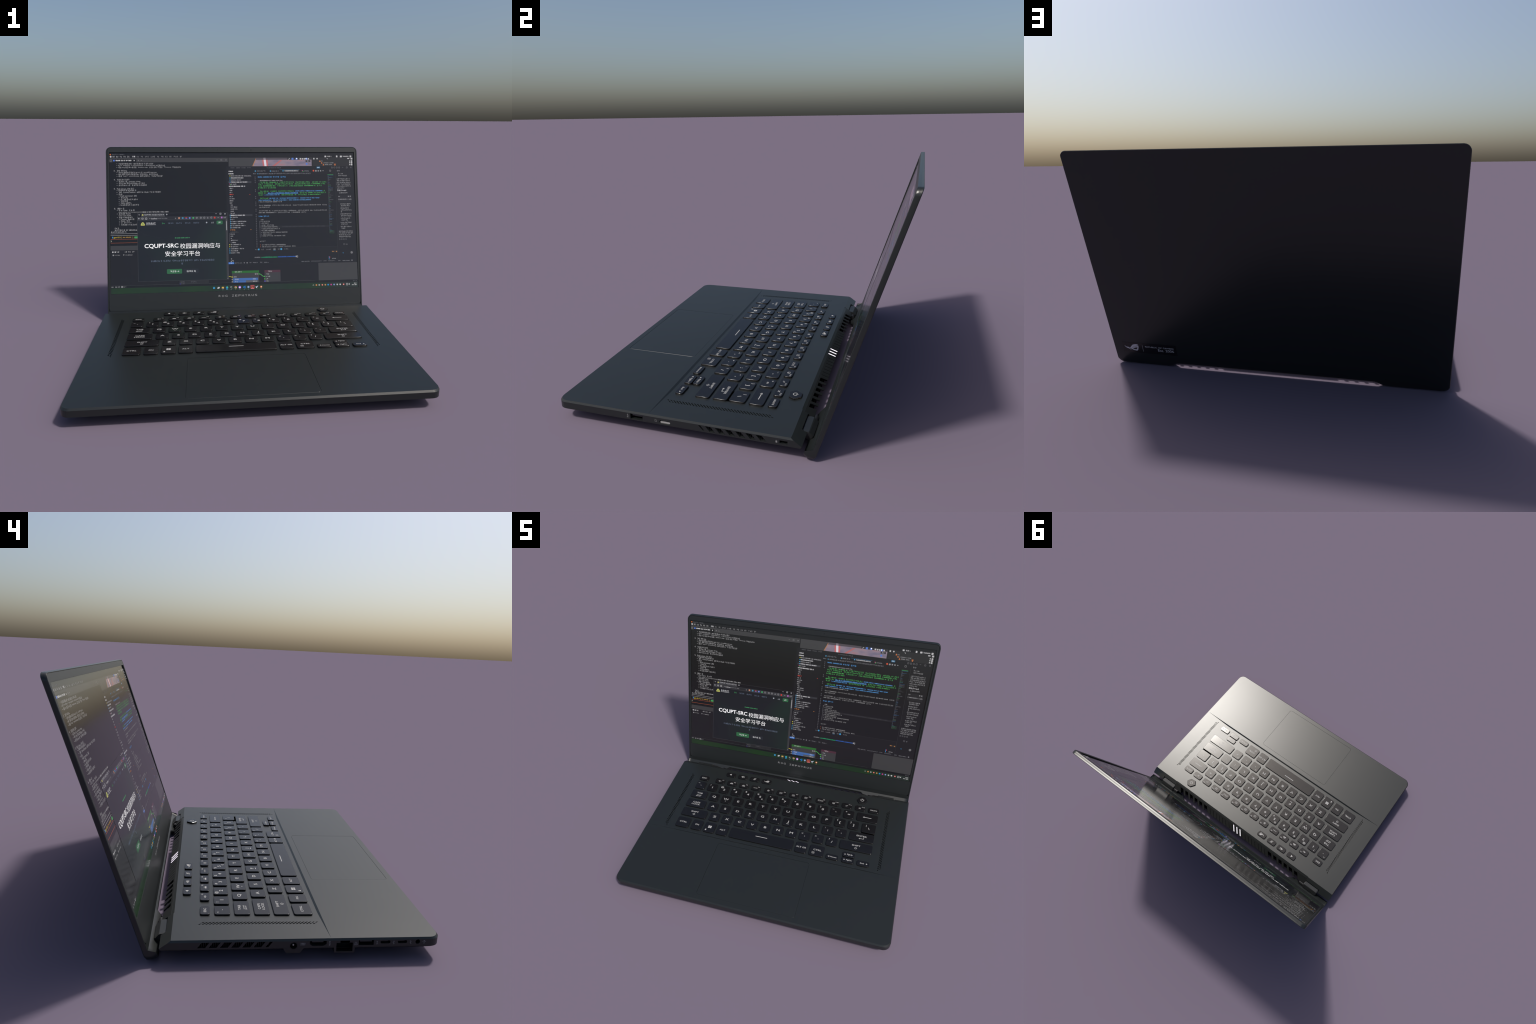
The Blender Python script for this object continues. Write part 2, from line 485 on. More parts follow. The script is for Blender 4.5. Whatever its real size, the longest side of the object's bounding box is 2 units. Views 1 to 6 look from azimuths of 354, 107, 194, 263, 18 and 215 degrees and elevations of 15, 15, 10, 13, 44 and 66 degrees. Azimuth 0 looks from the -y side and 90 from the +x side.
for x_first, n in ((0.3798, 6), (-0.6393, 6)):
    for i in range(n - 1):
        vents.append(slope_slab(slat(x_first + (i + 0.5) * PITCH, 0.022)))
vents.append(slope_slab([(0.6625 + 0.0175 - (Y1 - 0.422) * 0.81, Y1), (0.745, Y1), (0.745, YE), (0.6625 + 0.0175 - (YE - 0.422) * 0.81, YE)]))
vents.append(slope_slab([(-0.745, Y1), (-0.6393 - 0.0175 - (Y1 - 0.422) * 0.81, Y1), (-0.6393 - 0.0175 - (YE - 0.422) * 0.81, YE), (-0.745, YE)]))
for p in vents:
    mesh_obj("vent_slat", *p, GRILLE_M, laptop)
# closed middle: ribs with hairline gaps over a backing plate
XB = [0.0482, 0.0120, -0.0238]           # centres (at y=0.422) of the three light bars
nrib = 19
xa, xb = -0.3571 + 0.0185, 0.3798 - 0.0185
wr = (xb - xa) / nrib
for i in range(nrib):
    xc = xa + (i + 0.5) * wr
    mesh_obj("grille_rib", *slope_slab(slat(xc, wr - 0.0042)), GRILLE_M, laptop)
mesh_obj("grille_backing", *slope_slab([(xa + 0.012, Y1), (xb + 0.012, Y1), (xb - 0.017, YE - 0.002), (xa - 0.017, YE - 0.002)], -0.0025, 0.004), SHADE_BLACK, laptop)
for xc in XB:
    bar = slat(xc, 0.0076, 0.4022, 0.4415)
    mesh_obj("status_light", *slope_slab(bar, 0.0012, 0.002), LED, laptop)
# plain block below the slots, painted black so they look dark inside
mesh_obj("heat_sink", *box(-0.74, 0.74, 0.392, 0.424, 0.060, 0.079), SHADE_BLACK, laptop)

# =================================================================== LID
T = math.atan(0.318)
SN, CS = math.sin(T), math.cos(T)
B0Y = 0.4985
def lid(x, s, d):
    """lid frame: s up along the lid, d forward from its back plane"""
    return (x, B0Y + s * SN - d * CS, s * CS + d * SN)
LW, LTOP, RC, D_PLATE, D_RIM, D_BEZ = 0.9972, 1.3637, 0.036, 0.0145, 0.0252, 0.0246
END_P = [(0.020, 0.0), (0.0016, 0.007), (-0.004, 0.036), (0.000, 0.052), (0.008, 0.0595), (0.0165, 0.0585), (0.0560, 0.0262), (0.080, 0.0240)]
MID_P = [(0.032, 0.0), (0.0240, 0.004), (0.0228, 0.012), (0.027, 0.026), (0.036, 0.0325), (0.0475, 0.0330), (0.0570, 0.0262), (0.080, 0.0240)]
def smooth01(t):
    t = min(max(t, 0), 1)
    return t * t * (3 - 2 * t)
def section(x, pinch=0.0):
    w = smooth01((abs(x) - 0.590) / 0.060)
    pts = []
    rb = 0.034
    over = max(abs(x) - (LW - rb), 0.0)
    lift = rb - math.sqrt(max(rb * rb - over * over, 0))
    for a, b in zip(END_P, MID_P):
        s = a[0] * w + b[0] * (1 - w); d = a[1] * w + b[1] * (1 - w)
        s += lift * max(0.0, 1 - max(s, 0) / 0.07)
        pts.append((s, max(d, pinch)))
    over = max(abs(x) - (LW - RC), 0.0)
    top = LTOP - (RC - math.sqrt(max(RC * RC - over * over, 0)))
    pts += [(0.0835, 0.0240), (0.0836, D_PLATE), (top - 0.0058, D_PLATE), (top - 0.0010, 0.0030), (top - 0.0035, pinch), (0.6, pinch), (0.10, pinch)]
    return [lid(x, s, d) for s, d in pts]
xs = [LW - RC + RC * math.sin(math.radians(a)) for a in range(0, 90, 9)]
xs = [-LW] + [-x for x in xs[::-1]] + [-0.90, -0.80, -0.70] + [-0.67 + 0.015 * i for i in range(6)] + [-0.4, -0.2, 0, 0.2, 0.4] \
    + [0.595 + 0.015 * i for i in range(6)] + [0.70, 0.80, 0.90] + xs + [LW]
rings = []
for x in xs:
    a = abs(x)
    pinch = 0.0 if a < LW - 0.004 else 0.0035 * (a - (LW - 0.004)) / 0.004
    rings.append(section(x, pinch))
mesh_obj("lid_shell", *loft(rings), METAL, laptop, smooth=28)

def lid_loop(inset, s_bot, slope=0.0, seg=8):
    """outline of the lid front, open at the bottom: from lower left up and over to lower right"""
    x, top, r = LW - inset, LTOP - 0.25 * inset - slope, max(RC - inset, 0.004)
    pts = [(-x, s_bot)]
    for cx, cy, a0 in ((-x + r, top - r, 180), (x - r, top - r, 90)):
        for i in range(seg + 1):
            a = math.radians(a0 - 90 * i / seg)
            pts.append((cx + r * math.cos(a), cy + r * math.sin(a)))
    pts.append((x, s_bot))
    return pts
def lid_band(loops):
    """loops: list of (inset, d, s_bot) swept into a skin along the open outline"""
    rows = [[lid(x, s, d) for x, s in lid_loop(i, sb, d / D_RIM * 0.0085)] for i, d, sb in loops]
    n = len(rows[0]); V = [p for r in rows for p in r]; F = []
    m = len(rows)
    for k in range(m):
        k2 = (k + 1) % m
        for i in range(n - 1):
            F.append((k * n + i, k * n + i + 1, k2 * n + i + 1, k2 * n + i))
    F.append(tuple(k * n for k in range(m))); F.append(tuple(k * n + n - 1 for k in reversed(range(m))))
    return V, F
mesh_obj("lid_rim", *lid_band([(-0.0004, D_PLATE - 0.002, 0.056), (-0.0004, D_RIM - 0.0022, 0.056), (0.0022, D_RIM, 0.056), (0.0082, D_RIM, 0.056), (0.0088, D_RIM - 0.0006, 0.056), (0.0088, D_PLATE - 0.002, 0.056)]), METAL, laptop, smooth=35)

# bezel frame with the display opening
SX, S0, S1 = 0.9725, 0.2171, 1.3135
def frame_pts(x, s0, s1, r, seg=4):
    return rrect(-x, x, s0, s1, r, seg)
outer = frame_pts(LW - 0.0108, 0.0845, LTOP - 0.0128, 0.024)
inner = frame_pts(SX + 0.0015, S0 - 0.0015, S1 + 0.0015, 0.002)
n = len(outer)
V = [lid(x, s, D_BEZ) for x, s in outer] + [lid(x, s, D_BEZ) for x, s in inner] + [lid(x, s, D_PLATE - 0.002) for x, s in outer] + [lid(x, s, D_PLATE - 0.002) for x, s in inner]
F = []
for i in range(n):
    j = (i + 1) % n
    F += [(i, j, n + j, n + i), (2 * n + i, 3 * n + i, 3 * n + j, 2 * n + j), (i, 2 * n + i, 2 * n + j, j), (n + i, n + j, 3 * n + j, 3 * n + i)]
mesh_obj("bezel", V, F, BEZEL_M, laptop)

def lid_flat(parts2, d, name, mat, parent, back=False, kind=None):
    V, F = merge(parts2)
    if back:
        V = [lid(-a, b, d) for a, b in V]
    else:
        V = [lid(a, b, d) for a, b in V]
    ob = mesh_obj(name, V, F, mat, parent, fix=False)
    if kind:
        ob["kind"] = kind
    return ob
# flat dark discs standing for camera and microphone holes, lettering on the chin
lid_flat([disc(0.1327, 1.3325, 0.0042)], D_BEZ + 0.0003, "camera", BADGE, laptop)
lid_flat([disc(-0.1321, 1.3325, 0.0022)], D_BEZ + 0.0003, "microphone", BADGE, laptop)
let = []
word = "ROG ZEPHYRUS"
cells = [-0.1415, -0.1135, -0.0850, None, -0.0300, -0.0035, 0.0230, 0.0500, 0.0765, 0.1010, 0.1245, 0.1455]
cells = [None if c is None else -0.1425 + k * (0.2850 / 11.0) for k, c in enumerate(cells)]
for ch, c in zip(word, cells):
    if c is not None:
        let.append(text_fit(ch, c - 0.0088, c + 0.0088, 0.1703, 0.1858, 0.008))
lid_flat(let, D_BEZ + 0.0003, "chin_lettering", PRINT, laptop)

# badge on the back
BD = -0.0008
bv = [(0.580, 0.088), (0.938, 0.088), (0.938, 0.164), (0.580, 0.164)]
mesh_obj("badge", *loft([[lid(x, s, 0.0004) for x, s in bv], [lid(x, s, BD) for x, s in bv]]), BADGE, laptop)
eye = eye_logo(-0.9255, -0.829, 0.128)
lid_flat([eye], BD - 0.0004, "badge_logo", BADGE_LOGO, laptop, back=True)
lid_flat([text_fit("REPUBLIC OF GAMERS", -0.7850, -0.5955, 0.1332, 0.1432), text_fit("Est. 2006", -0.7015, -0.5965, 0.1095, 0.1275), quad(-0.8037, -0.8023, 0.100, 0.149)],
         BD - 0.0004, "badge_lettering", BADGE_LOGO, laptop, back=True)

# feet on the lid's lower edge
for x in (0.928, -0.930):
    r_ = []
    for h, i in ((0.012, 0.0), (0.0025, 0.0), (0.0, 0.004)):
        r_.append([(x + a, 0.4735 + b, h) for a, b in rrect(-0.014 + i, 0.014 - i, -0.008 + i, 0.008 - i, 0.0035, 4)])
    mesh_obj("lid_foot", *loft(r_), RUBBER, laptop, smooth=40)

# hinges: knuckle block on the base, arm reaching into the lid's lip
for sg in (1, -1):
    prof = [(0.405, 0.060), (0.4155, 0.0815), (0.419, 0.0835), (0.449, 0.0795), (0.454, 0.076), (0.472, 0.056), (0.468, 0.044), (0.440, 0.046)]
    rr = []
    for x, k in ((0.745, 0.006), (0.750, 0.0), (0.873, 0.0), (0.880, 0.006)):
        cy = sum(p[0] for p in prof) / 8; cz = sum(p[1] for p in prof) / 8
        rr.append([(sg * x, cy + (y - cy) * (1 - k * 18), cz + (z - cz) * (1 - k * 18)) for y, z in prof])
    mesh_obj("hinge", *loft(rr), HINGE_M, laptop)
    mesh_obj("hinge_barrel", *prism([(0.449 + 0.0165 * math.cos(math.tau * i / 20), 0.050 + 0.0165 * math.sin(math.tau * i / 20)) for i in range(20)], "x", sg * 0.70, sg * 0.878), BLACK, laptop, smooth=30)

# =================================================================== KEYS
KH = 0.0098
_keymesh = {}
def key_mesh(w, h):
    k = (round(w, 4), round(h, 4))
    if k not in _keymesh:
        rs = []
        for z, ins, r in ((-0.003, 0.0, 0.0115), (KH - 0.0018, 0.0002, 0.0115), (KH - 0.0009, 0.0006, 0.0112), (KH - 0.0002, 0.0012, 0.0108), (KH, 0.0019, 0.0104)):
            rs.append([(x, y, z) for x, y in rrect(-w / 2 + ins, w / 2 - ins, -h / 2 + ins, h / 2 - ins, r, 4)])
        v, f = loft(rs)
        me = bpy.data.meshes.new("key"); me.from_pydata(v, [], f); me.materials.append(KEY_M)
        bm = bmesh.new(); bm.from_mesh(me); bmesh.ops.recalc_face_normals(bm, faces=bm.faces); bm.to_mesh(me); bm.free()
        for p in me.polygons:
            p.use_smooth = True
            if p.normal.z > 0.999 or p.normal.z < -0.999:
                p.use_smooth = False
        _keymesh[k] = me
    return _keymesh[k]

def add_key(x0, x1, y0, y1, legend):
    cx, cy = (x0 + x1) / 2, (y0 + y1) / 2
    ob = bpy.data.objects.new("key", key_mesh(x1 - x0, y1 - y0))
    ob.location = (cx, cy, deck_z(cy))
    ob.parent = laptop
    COL.objects.link(ob)
    if legend:
        V, F = merge(legend)
        lg = mesh_obj("key_legend", [(a, b, KH + 0.0003) for a, b in V], F, LEGEND, ob, fix=False)
    return ob

def word_(s, cx=0, cy=0, cap=0.0125, wide=1.3):
    return text_at(s, cx, cy, cap, wide)
def letter(ch):
    return [word_(ch, 0, 0.002, 0.0188, 1.5)]
def dual(top, main):
    out = []
    if top:
        out.append(word_(top, -0.022, 0.022, 0.0145, 1.25))
    out.append(word_(main, 0.001, -0.002, 0.0190, 1.4))
    return out

P = 0.1068; HW = 0.042
ROW = {"z": (-0.2025, -0.1215), "a": (-0.1015, -0.0205), "q": (0.0010, 0.0820), "n": (0.1030, 0.1835), "f": (0.2060, 0.2560), "m": (0.3040, 0.3490), "b": (-0.3225, -0.2255)}
def stdkey(c, row, legend, w=0.084):
    add_key(c - w / 2, c + w / 2, *ROW[row], legend)

# number row
add_key(-0.776, -0.691, *ROW["n"], dual("~", "`"))
for i, (t_, m_) in enumerate(zip("!@#$%^&*()_+", "1234567890-=")):
    leg = dual(t_, m_)
    if m_ == "5":
        leg.append(word_("€", 0.022, -0.024, 0.0125))
    stdkey(-0.6276 + P * i, "n", leg)
add_key(0.6125, 0.778, *ROW["n"], [stroke([(-0.028, 0), (0.033, 0)], 0.0042), poly([(-0.036, 0), (-0.022, 0.0085), (-0.022, -0.0085)])])
# Q row
add_key(-0.776, -0.638, *ROW["q"], [word_("TAB", 0.0, 0.012, 0.0135, 1.35), stroke([(-0.018, -0.012), (0.014, -0.012)], 0.003), poly([(0.018, -0.012), (0.010, -0.007), (0.010, -0.017)]),
                                    stroke([(-0.014, -0.023), (0.018, -0.023)], 0.003), poly([(-0.018, -0.023), (-0.010, -0.018), (-0.010, -0.028)]), stroke([(0.019, -0.006), (0.019, -0.017)], 0.0025), stroke([(-0.019, -0.018), (-0.019, -0.029)], 0.0025)])
for i, ch in enumerate("QWERTYUIOP"):
    leg = letter(ch)
    if ch == "W":
        leg.append(disc(0.0, -0.020, 0.0032, 8))
    stdkey(-0.574 + P * i, "q", leg)
for i, (t_, m_) in enumerate((("{", "["), ("}", "]"))):
    stdkey(-0.574 + P * (10 + i), "q", dual(t_, m_))
add_key(0.668, 0.776, -0.0080, 0.0820, dual("|", "\\"))
# A row
add_key(-0.776, -0.6115, *ROW["a"], [word_("CAPS", 0, 0.010, 0.0135, 1.35), word_("LOCK", 0, -0.011, 0.0135, 1.35)])
for i, ch in enumerate("ASDFGHJKL"):
    leg = letter(ch)
    if ch in "FJ":
        leg.append(quad(-0.010, 0.010, -0.0215, -0.0175))
    stdkey(-0.546 + P * i, "a", leg)
for i, (t_, m_) in enumerate(((":", ";"), ("\"", "'"))):
    stdkey(-0.546 + P * (9 + i), "a", dual(t_, m_))
add_key(0.5865, 0.776, -0.1015, -0.0190, [word_("ENTER", 0.0, 0.008, 0.0135, 1.35), stroke([(0.018, -0.004), (0.018, -0.017), (-0.012, -0.017)], 0.003), poly([(-0.020, -0.017), (-0.009, -0.010), (-0.009, -0.024)])])
# Z row
def shift_leg():
    return [word_("SHIFT", 0, 0.011, 0.0130, 1.35), stroke([(-0.005, -0.022), (0.005, -0.022), (0.005, -0.016), (0.011, -0.016), (0.0, -0.006), (-0.011, -0.016), (-0.005, -0.016), (-0.005, -0.022)], 0.0024)]
add_key(-0.776, -0.5605, *ROW["z"], shift_leg())
for i, ch in enumerate("ZXCVBNM"):
    stdkey(-0.494 + P * i, "z", letter(ch))
for i, (t_, m_) in enumerate((("<", ","), (">", "."), ("?", "/"))):
    stdkey(-0.494 + P * (7 + i), "z", dual(t_, m_))
add_key(0.5305, 0.778, *ROW["z"], shift_leg())
# bottom row
add_key(-0.7755, -0.6640, *ROW["b"], [word_("CTRL", 0, 0.002, 0.0130, 1.35)])
add_key(-0.6440, -0.5570, *ROW["b"], [word_("FN", 0, 0.002, 0.0130, 1.35)])
win = [poly([(-0.014 + a, b), (-0.014 + a + 0.0125, b), (-0.014 + a + 0.0125, b + 0.0105), (-0.014 + a, b + 0.0105)]) for a in (0, 0.0145) for b in (-0.006, 0.0065)]
add_key(-0.5380, -0.4470, *ROW["b"], win + [quad(-0.030, -0.020, -0.034, -0.026), stroke([(-0.028, -0.026), (-0.028, -0.0205), (-0.022, -0.0205), (-0.022, -0.026)], 0.002)])
add_key(-0.4310, -0.3410, *ROW["b"], [word_("ALT", 0, 0.002, 0.0130, 1.35)])
add_key(-0.3220, 0.1890, *ROW["b"], [quad(-0.048, 0.046, 0.010, 0.0145)])
add_key(0.2100, 0.2970, *ROW["b"], [word_("ALT GR", 0, 0.002, 0.0125, 1.25)])
add_key(0.3190, 0.4300, *ROW["b"], [word_("CTRL", 0.004, 0.006, 0.0130, 1.35), stroke([(-0.032, -0.032), (-0.014, -0.032), (-0.014, -0.016), (-0.032, -0.016), (-0.032, -0.032)], 0.0015), stroke([(-0.029, -0.021), (-0.017, -0.021)], 0.0018), stroke([(-0.029, -0.026), (-0.017, -0.026)], 0.0018)])
add_key(0.4515, 0.5430, -0.3230, -0.2775, [word_("Home", 0.009, 0, 0.0105, 1.3), poly([(-0.033, 0), (-0.022, 0.006), (-0.022, -0.006)])])
add_key(0.5690, 0.6605, -0.3235, -0.2775, [word_("PgDn", 0.009, 0, 0.0105, 1.3), poly([(-0.027, -0.006), (-0.033, 0.005), (-0.021, 0.005)])])
add_key(0.5680, 0.6595, -0.2715, -0.2270, [word_("PgUp", 0.009, 0, 0.0105, 1.3), poly([(-0.027, 0.006), (-0.033, -0.005), (-0.021, -0.005)])])
add_key(0.6835, 0.7750, -0.3235, -0.2775, [word_("End", -0.008, 0, 0.0105, 1.3), poly([(0.033, 0), (0.022, 0.006), (0.022, -0.006)])])
mesh_obj("key_gap_filler", *merge([box(0.5735, 0.6560, -0.280, -0.269, 0.104, deck_z(-0.27) + 0.0025), box(0.672, 0.772, -0.022, -0.006, 0.106, deck_z(-0.014) + 0.0025)]), SHADE_BLACK, laptop)  # black filler blocks added between paired keys to deepen the shade there
# function row
add_key(-0.776, -0.692, *ROW["f"], [word_("ESC", 0, 0, 0.0125, 1.45)])
FICON = ["🔇", "⌨", "⌨", None, "⚙", "⎙", "☼", "☀", "⎚", "▯", "☾", "✈"]
for i in range(12):
    c = (-0.588 + 0.108 * i) if i < 4 else (-0.145 + 0.108 * (i - 4)) if i < 8 else (0.301 + 0.1083 * (i - 8))
    leg = [word_("F%d" % (i + 1), 0.023, 0.0125, 0.0085, 1.35)]
    if i == 0:
        leg += [poly([(-0.015, -0.004), (-0.010, -0.004), (-0.002, -0.010), (-0.002, 0.006), (-0.010, 0.000), (-0.015, 0.000)]), stroke([(0.003, -0.006), (0.009, 0.002)], 0.002), stroke([(0.003, 0.002), (0.009, -0.006)], 0.002)]
    elif i in (1, 2):
        leg += [quad(-0.015, 0.010, -0.010, -0.003), stroke([(-0.010, -0.001), (-0.010, 0.003), (0.005, 0.003), (0.005, -0.001)], 0.002), stroke([(-0.0025, 0.0), (-0.0025, 0.006 if i == 2 else 0.004)], 0.0022)]
    elif i == 3:
        leg += [text_fit("AURA", -0.022, 0.014, -0.006, 0.002)]
    elif i == 4:
        leg += [stroke([(-0.008 + 0.008 * math.cos(a * math.tau / 8), -0.004 + 0.008 * math.sin(a * math.tau / 8)) for a in range(9)], 0.0026), stroke([(-0.016, -0.004), (0.0, -0.004)], 0.0025), stroke([(-0.008, -0.012), (-0.008, 0.004)], 0.0025)]
    elif i in (5, 6, 7):
        leg += [stroke([(-0.016, -0.011), (0.004, -0.011), (0.004, 0.004), (-0.016, 0.004), (-0.016, -0.011)], 0.0019), disc(-0.006, -0.0035, 0.003 if i > 5 else 0.0022, 8), stroke([(-0.012, -0.0035), (0.0, -0.0035)], 0.0016)]
    elif i == 8:
        leg += [stroke([(-0.025, -0.008), (-0.008, -0.008), (-0.008, 0.003), (-0.025, 0.003), (-0.025, -0.008)], 0.0018), stroke([(-0.004, -0.009), (-0.001, 0.004)], 0.0016), stroke([(0.003, -0.008), (0.016, -0.008), (0.016, 0.001), (0.003, 0.001), (0.003, -0.008)], 0.0018)]
    elif i == 9:
        leg += [quad(-0.010, 0.004, -0.011, -0.008), stroke([(-0.012, -0.006), (0.006, -0.006), (0.006, 0.004), (-0.012, 0.004), (-0.012, -0.006)], 0.0022)]
    elif i == 10:
        leg += [text_fit("z", -0.012, -0.002, -0.010, -0.001), text_fit("z", 0.000, 0.007, -0.004, 0.003)]
    else:
        leg += [stroke([(-0.012, -0.010), (0.004, 0.004)], 0.003), stroke([(-0.012, 0.003), (-0.002, -0.004), (0.002, -0.010)], 0.003)]
    add_key(c - 0.042, c + 0.042, *ROW["f"], leg)
add_key(0.692, 0.776, *ROW["f"], [word_("DELETE", 0, 0, 0.0095, 1.2)])
# media row
spk = [poly([(-0.012, -0.004), (-0.006, -0.004), (0.002, -0.011), (0.002, 0.011), (-0.006, 0.004), (-0.012, 0.004)])]
waves = [stroke([(0.006 + k, -0.006 - k * 0.6), (0.009 + k, 0), (0.006 + k, 0.006 + k * 0.6)], 0.0022) for k in (0, 0.005)]
mic = [quad(-0.004, 0.004, -0.003, 0.010), stroke([(-0.008, 0.002), (-0.006, -0.006), (0.006, -0.006), (0.008, 0.002)], 0.002), stroke([(0, -0.006), (0, -0.012)], 0.002), stroke([(-0.012, -0.011), (0.013, 0.011)], 0.0026)]
for i, leg in enumerate((spk, spk + waves, mic, [eye_logo(-0.023, 0.023, 0.0)])):
    c = -0.520 + 0.1073 * i
    add_key(c - 0.042, c + 0.042, *ROW["m"], leg)
# power key: six-cornered
pp = [(0.654, 0.2905), (0.6725, 0.325), (0.646, 0.359), (0.611, 0.359), (0.5835, 0.3185), (0.607, 0.2850)]
pcx, pcy = 0.628, 0.323
pr = []
for z, k in ((-0.002, 1.0), (KH - 0.0035, 1.0), (KH - 0.001, 0.965), (KH, 0.91)):
    pr.append([((x - pcx) * k, (y - pcy) * k, z) for x, y in pp])
pk = mesh_obj("power_key", *loft(pr), KEY_M, laptop)
pk.location = (pcx, pcy, deck_z(pcy))
arc = [(0.0125 * math.sin(math.radians(a)), 0.0125 * math.cos(math.radians(a)) - 0.001) for a in range(40, 321, 20)]
V, F = merge([stroke(arc, 0.0036), stroke([(0, 0.001), (0, 0.0145)], 0.0036)])
mesh_obj("key_legend", [(a, b, KH + 0.0003) for a, b in V], F, LEGEND, pk, fix=False)

# =================================================================== DISPLAY
# screen layout in a 1920 x 1080 pixel grid, origin top left
PX = (2 * SX) / 1920.0
PY = (S1 - S0) / 1080.0
D_SCR = 0.0226            # at its lower edge; the panel leans 6.5 mm deeper at the top
STEP = 0.00018
def d_scr(s):
    return D_SCR - 0.0065 * (s - S0) / (S1 - S0)
def scr(V):
    return [(-SX + a * PX, S1 - b * PY) for a, b in V]
pv, pf = quad(-SX - 0.0014, SX + 0.0014, S0 - 0.0014, S1 + 0.0014)
panel = mesh_obj("display_panel", [lid(a, b, d_scr(b)) for a, b in pv], pf, screen(20, 20, 21), laptop, fix=False)
def put(parts_px, layer, name, mat, kind=None):
    V, F = merge(parts_px)
    V = scr(V)
    F = [tuple(reversed(q)) for q in F]
    ob = mesh_obj(name, [lid(a, b, d_scr(b) + layer * STEP * 0.6) for a, b in V], F, mat, panel, fix=False)
    if kind:
        ob["kind"] = kind
    return ob
def R(x0, y0, x1, y1):
    return quad(x0, x1, y0, y1)
def rr(x0, y0, x1, y1, r):
    return poly(rrect(x0, x1, y0, y1, r, 4))
def TX(s, x0, x1, yc, h):
    """readable text stretched between x0 and x1, box height h"""
    v, f = text_fit(s, x0, x1, 0, h)
    return [(a, yc + h / 2 - b) for a, b in v], f
def lat(x0, x1, yc, h):
    """unreadable latin-like run: short upright strokes in word groups"""
    out = []; x = x0; k = 0
    while x < x1 - 2:
        if k > 0 and random.random() < 0.16:
            x += h * 0.45; k = 0; continue
        w = h * random.uniform(0.42, 0.62)
        a = h * (0.5 if random.random() < 0.35 else 0.34)
        w = min(w, x1 - x)
        out.append(R(x, yc - a, x + w * 0.30, yc + h * 0.34))
        t_ = random.random()
        if t_ < 0.7:
            out.append(R(x + w * 0.30, yc + random.choice((-0.34, -0.05, 0.2)) * h, x + w * 0.80, yc + h * 0.34 * (1 if t_ < 0.3 else 0.9) if t_ < 0.2 else yc + random.choice((-0.34, -0.05, 0.2)) * h + h * 0.16))
        if t_ > 0.35:
            out.append(R(x + w * 0.55, yc - h * 0.3, x + w * 0.8, yc + h * 0.34))
        x += w; k += 1
    return merge(out) if out else R(x0, yc, x0 + 1, yc + 1)
def cjk(x0, x1, yc, h):
    """unreadable square characters: a few bars in every cell"""
    out = []; n_ = max(1, round((x1 - x0) / (h * 1.06))); w = (x1 - x0) / n_
    for i in range(n_):
        x = x0 + i * w; a, b = x + w * 0.08, x + w * 0.92
        for k in (-0.42, -0.12, 0.16, 0.40):
            if random.random() < 0.75:
                u = random.uniform(0, 0.35) * w; q = random.uniform(0, 0.25) * w
                out.append(R(a + u, yc + k * h - h * 0.055, b - q, yc + k * h + h * 0.055))
        for k in random.sample((0.1, 0.35, 0.5, 0.65, 0.88), 2):
            c0 = yc - h * random.uniform(0.15, 0.48); c1 = yc + h * random.uniform(0.1, 0.46)
            out.append(R(x + w * k - w * 0.06, c0, x + w * k + w * 0.06, c1))
    return merge(out)

W_, G1_, G2_, G3_ = (255, 255, 255), (205, 205, 205), (150, 150, 152), (105, 106, 110)

# --- windows behind: modelling program frame (top bar, strips, bottom)
put([R(0, 0, 1920, 41)], 1, "menu_bar", screen(27, 27, 29))
put([R(913, 41, 1578, 110)], 1, "viewport_header", screen(62, 62, 63))
put([R(1581, 41, 1913, 112)], 1, "outline_panel", screen(40, 40, 41))
put([disc(7, 14, 5)], 3, "program_icon", screen(235, 120, 50))
put([cjk(20, 62, 14, 9), lat(70, 115, 14, 9)], 3, "title_text", screen(*G3_), "stuff")
put([cjk(a - 9, a + 9, 31, 11) for a in (31, 58, 86, 114, 142)] + [disc(10, 31, 7, 10)], 3, "menu_text", screen(*G1_), "stuff")
put([R(170, 23, 197, 40)], 2, "menu_tab", screen(58, 58, 60))
put([cjk(174, 193, 31, 11)], 3, "menu_text", screen(*W_), "stuff")
put([cjk(a - w, a + w, 31, 11) for a, w in ((214, 9), (246, 9), (283, 15), (328, 18), (368, 9), (401, 9), (432, 9), (464, 9), (504, 17), (543, 9))], 3, "menu_text", screen(*G2_), "stuff")
put([R(1682, 26, 1696, 38), lat(1706, 1740, 32, 12), R(1776, 25, 1788, 39), R(1808, 26, 1824, 39), lat(1832, 1880, 32, 12), R(1888, 25, 1902, 39)], 3, "menu_text", screen(*G1_), "stuff")
put([R(1590, 44, 1600, 56), disc(1621, 50, 6, 8), stroke([(1700, 46), (1708, 54)], 3), R(1868, 45, 1884, 53), R(1896, 44, 1910, 57), R(1883, 66, 1891, 74), disc(1902, 70, 7, 8), R(1883, 80, 1891, 88), disc(1902, 84, 7, 8), R(1883, 95, 1891, 103), disc(1902, 99, 7, 8)], 3, "outline_icon", screen(*G1_), "stuff")
put([poly([(1637, 75), (1643, 62), (1650, 75)]), poly([(1651, 89), (1657, 77), (1664, 89)]), poly([(1664, 104), (1670, 91), (1677, 104)]), R(1758, 92, 1772, 97), R(1761, 99, 1769, 106)], 3, "outline_icon", screen(225, 130, 70), "stuff")
put([lat(1652, 1668, 69, 10), lat(1668, 1755, 84, 10), lat(1682, 1743, 98, 10)], 3, "outline_text", screen(*G2_), "stuff")
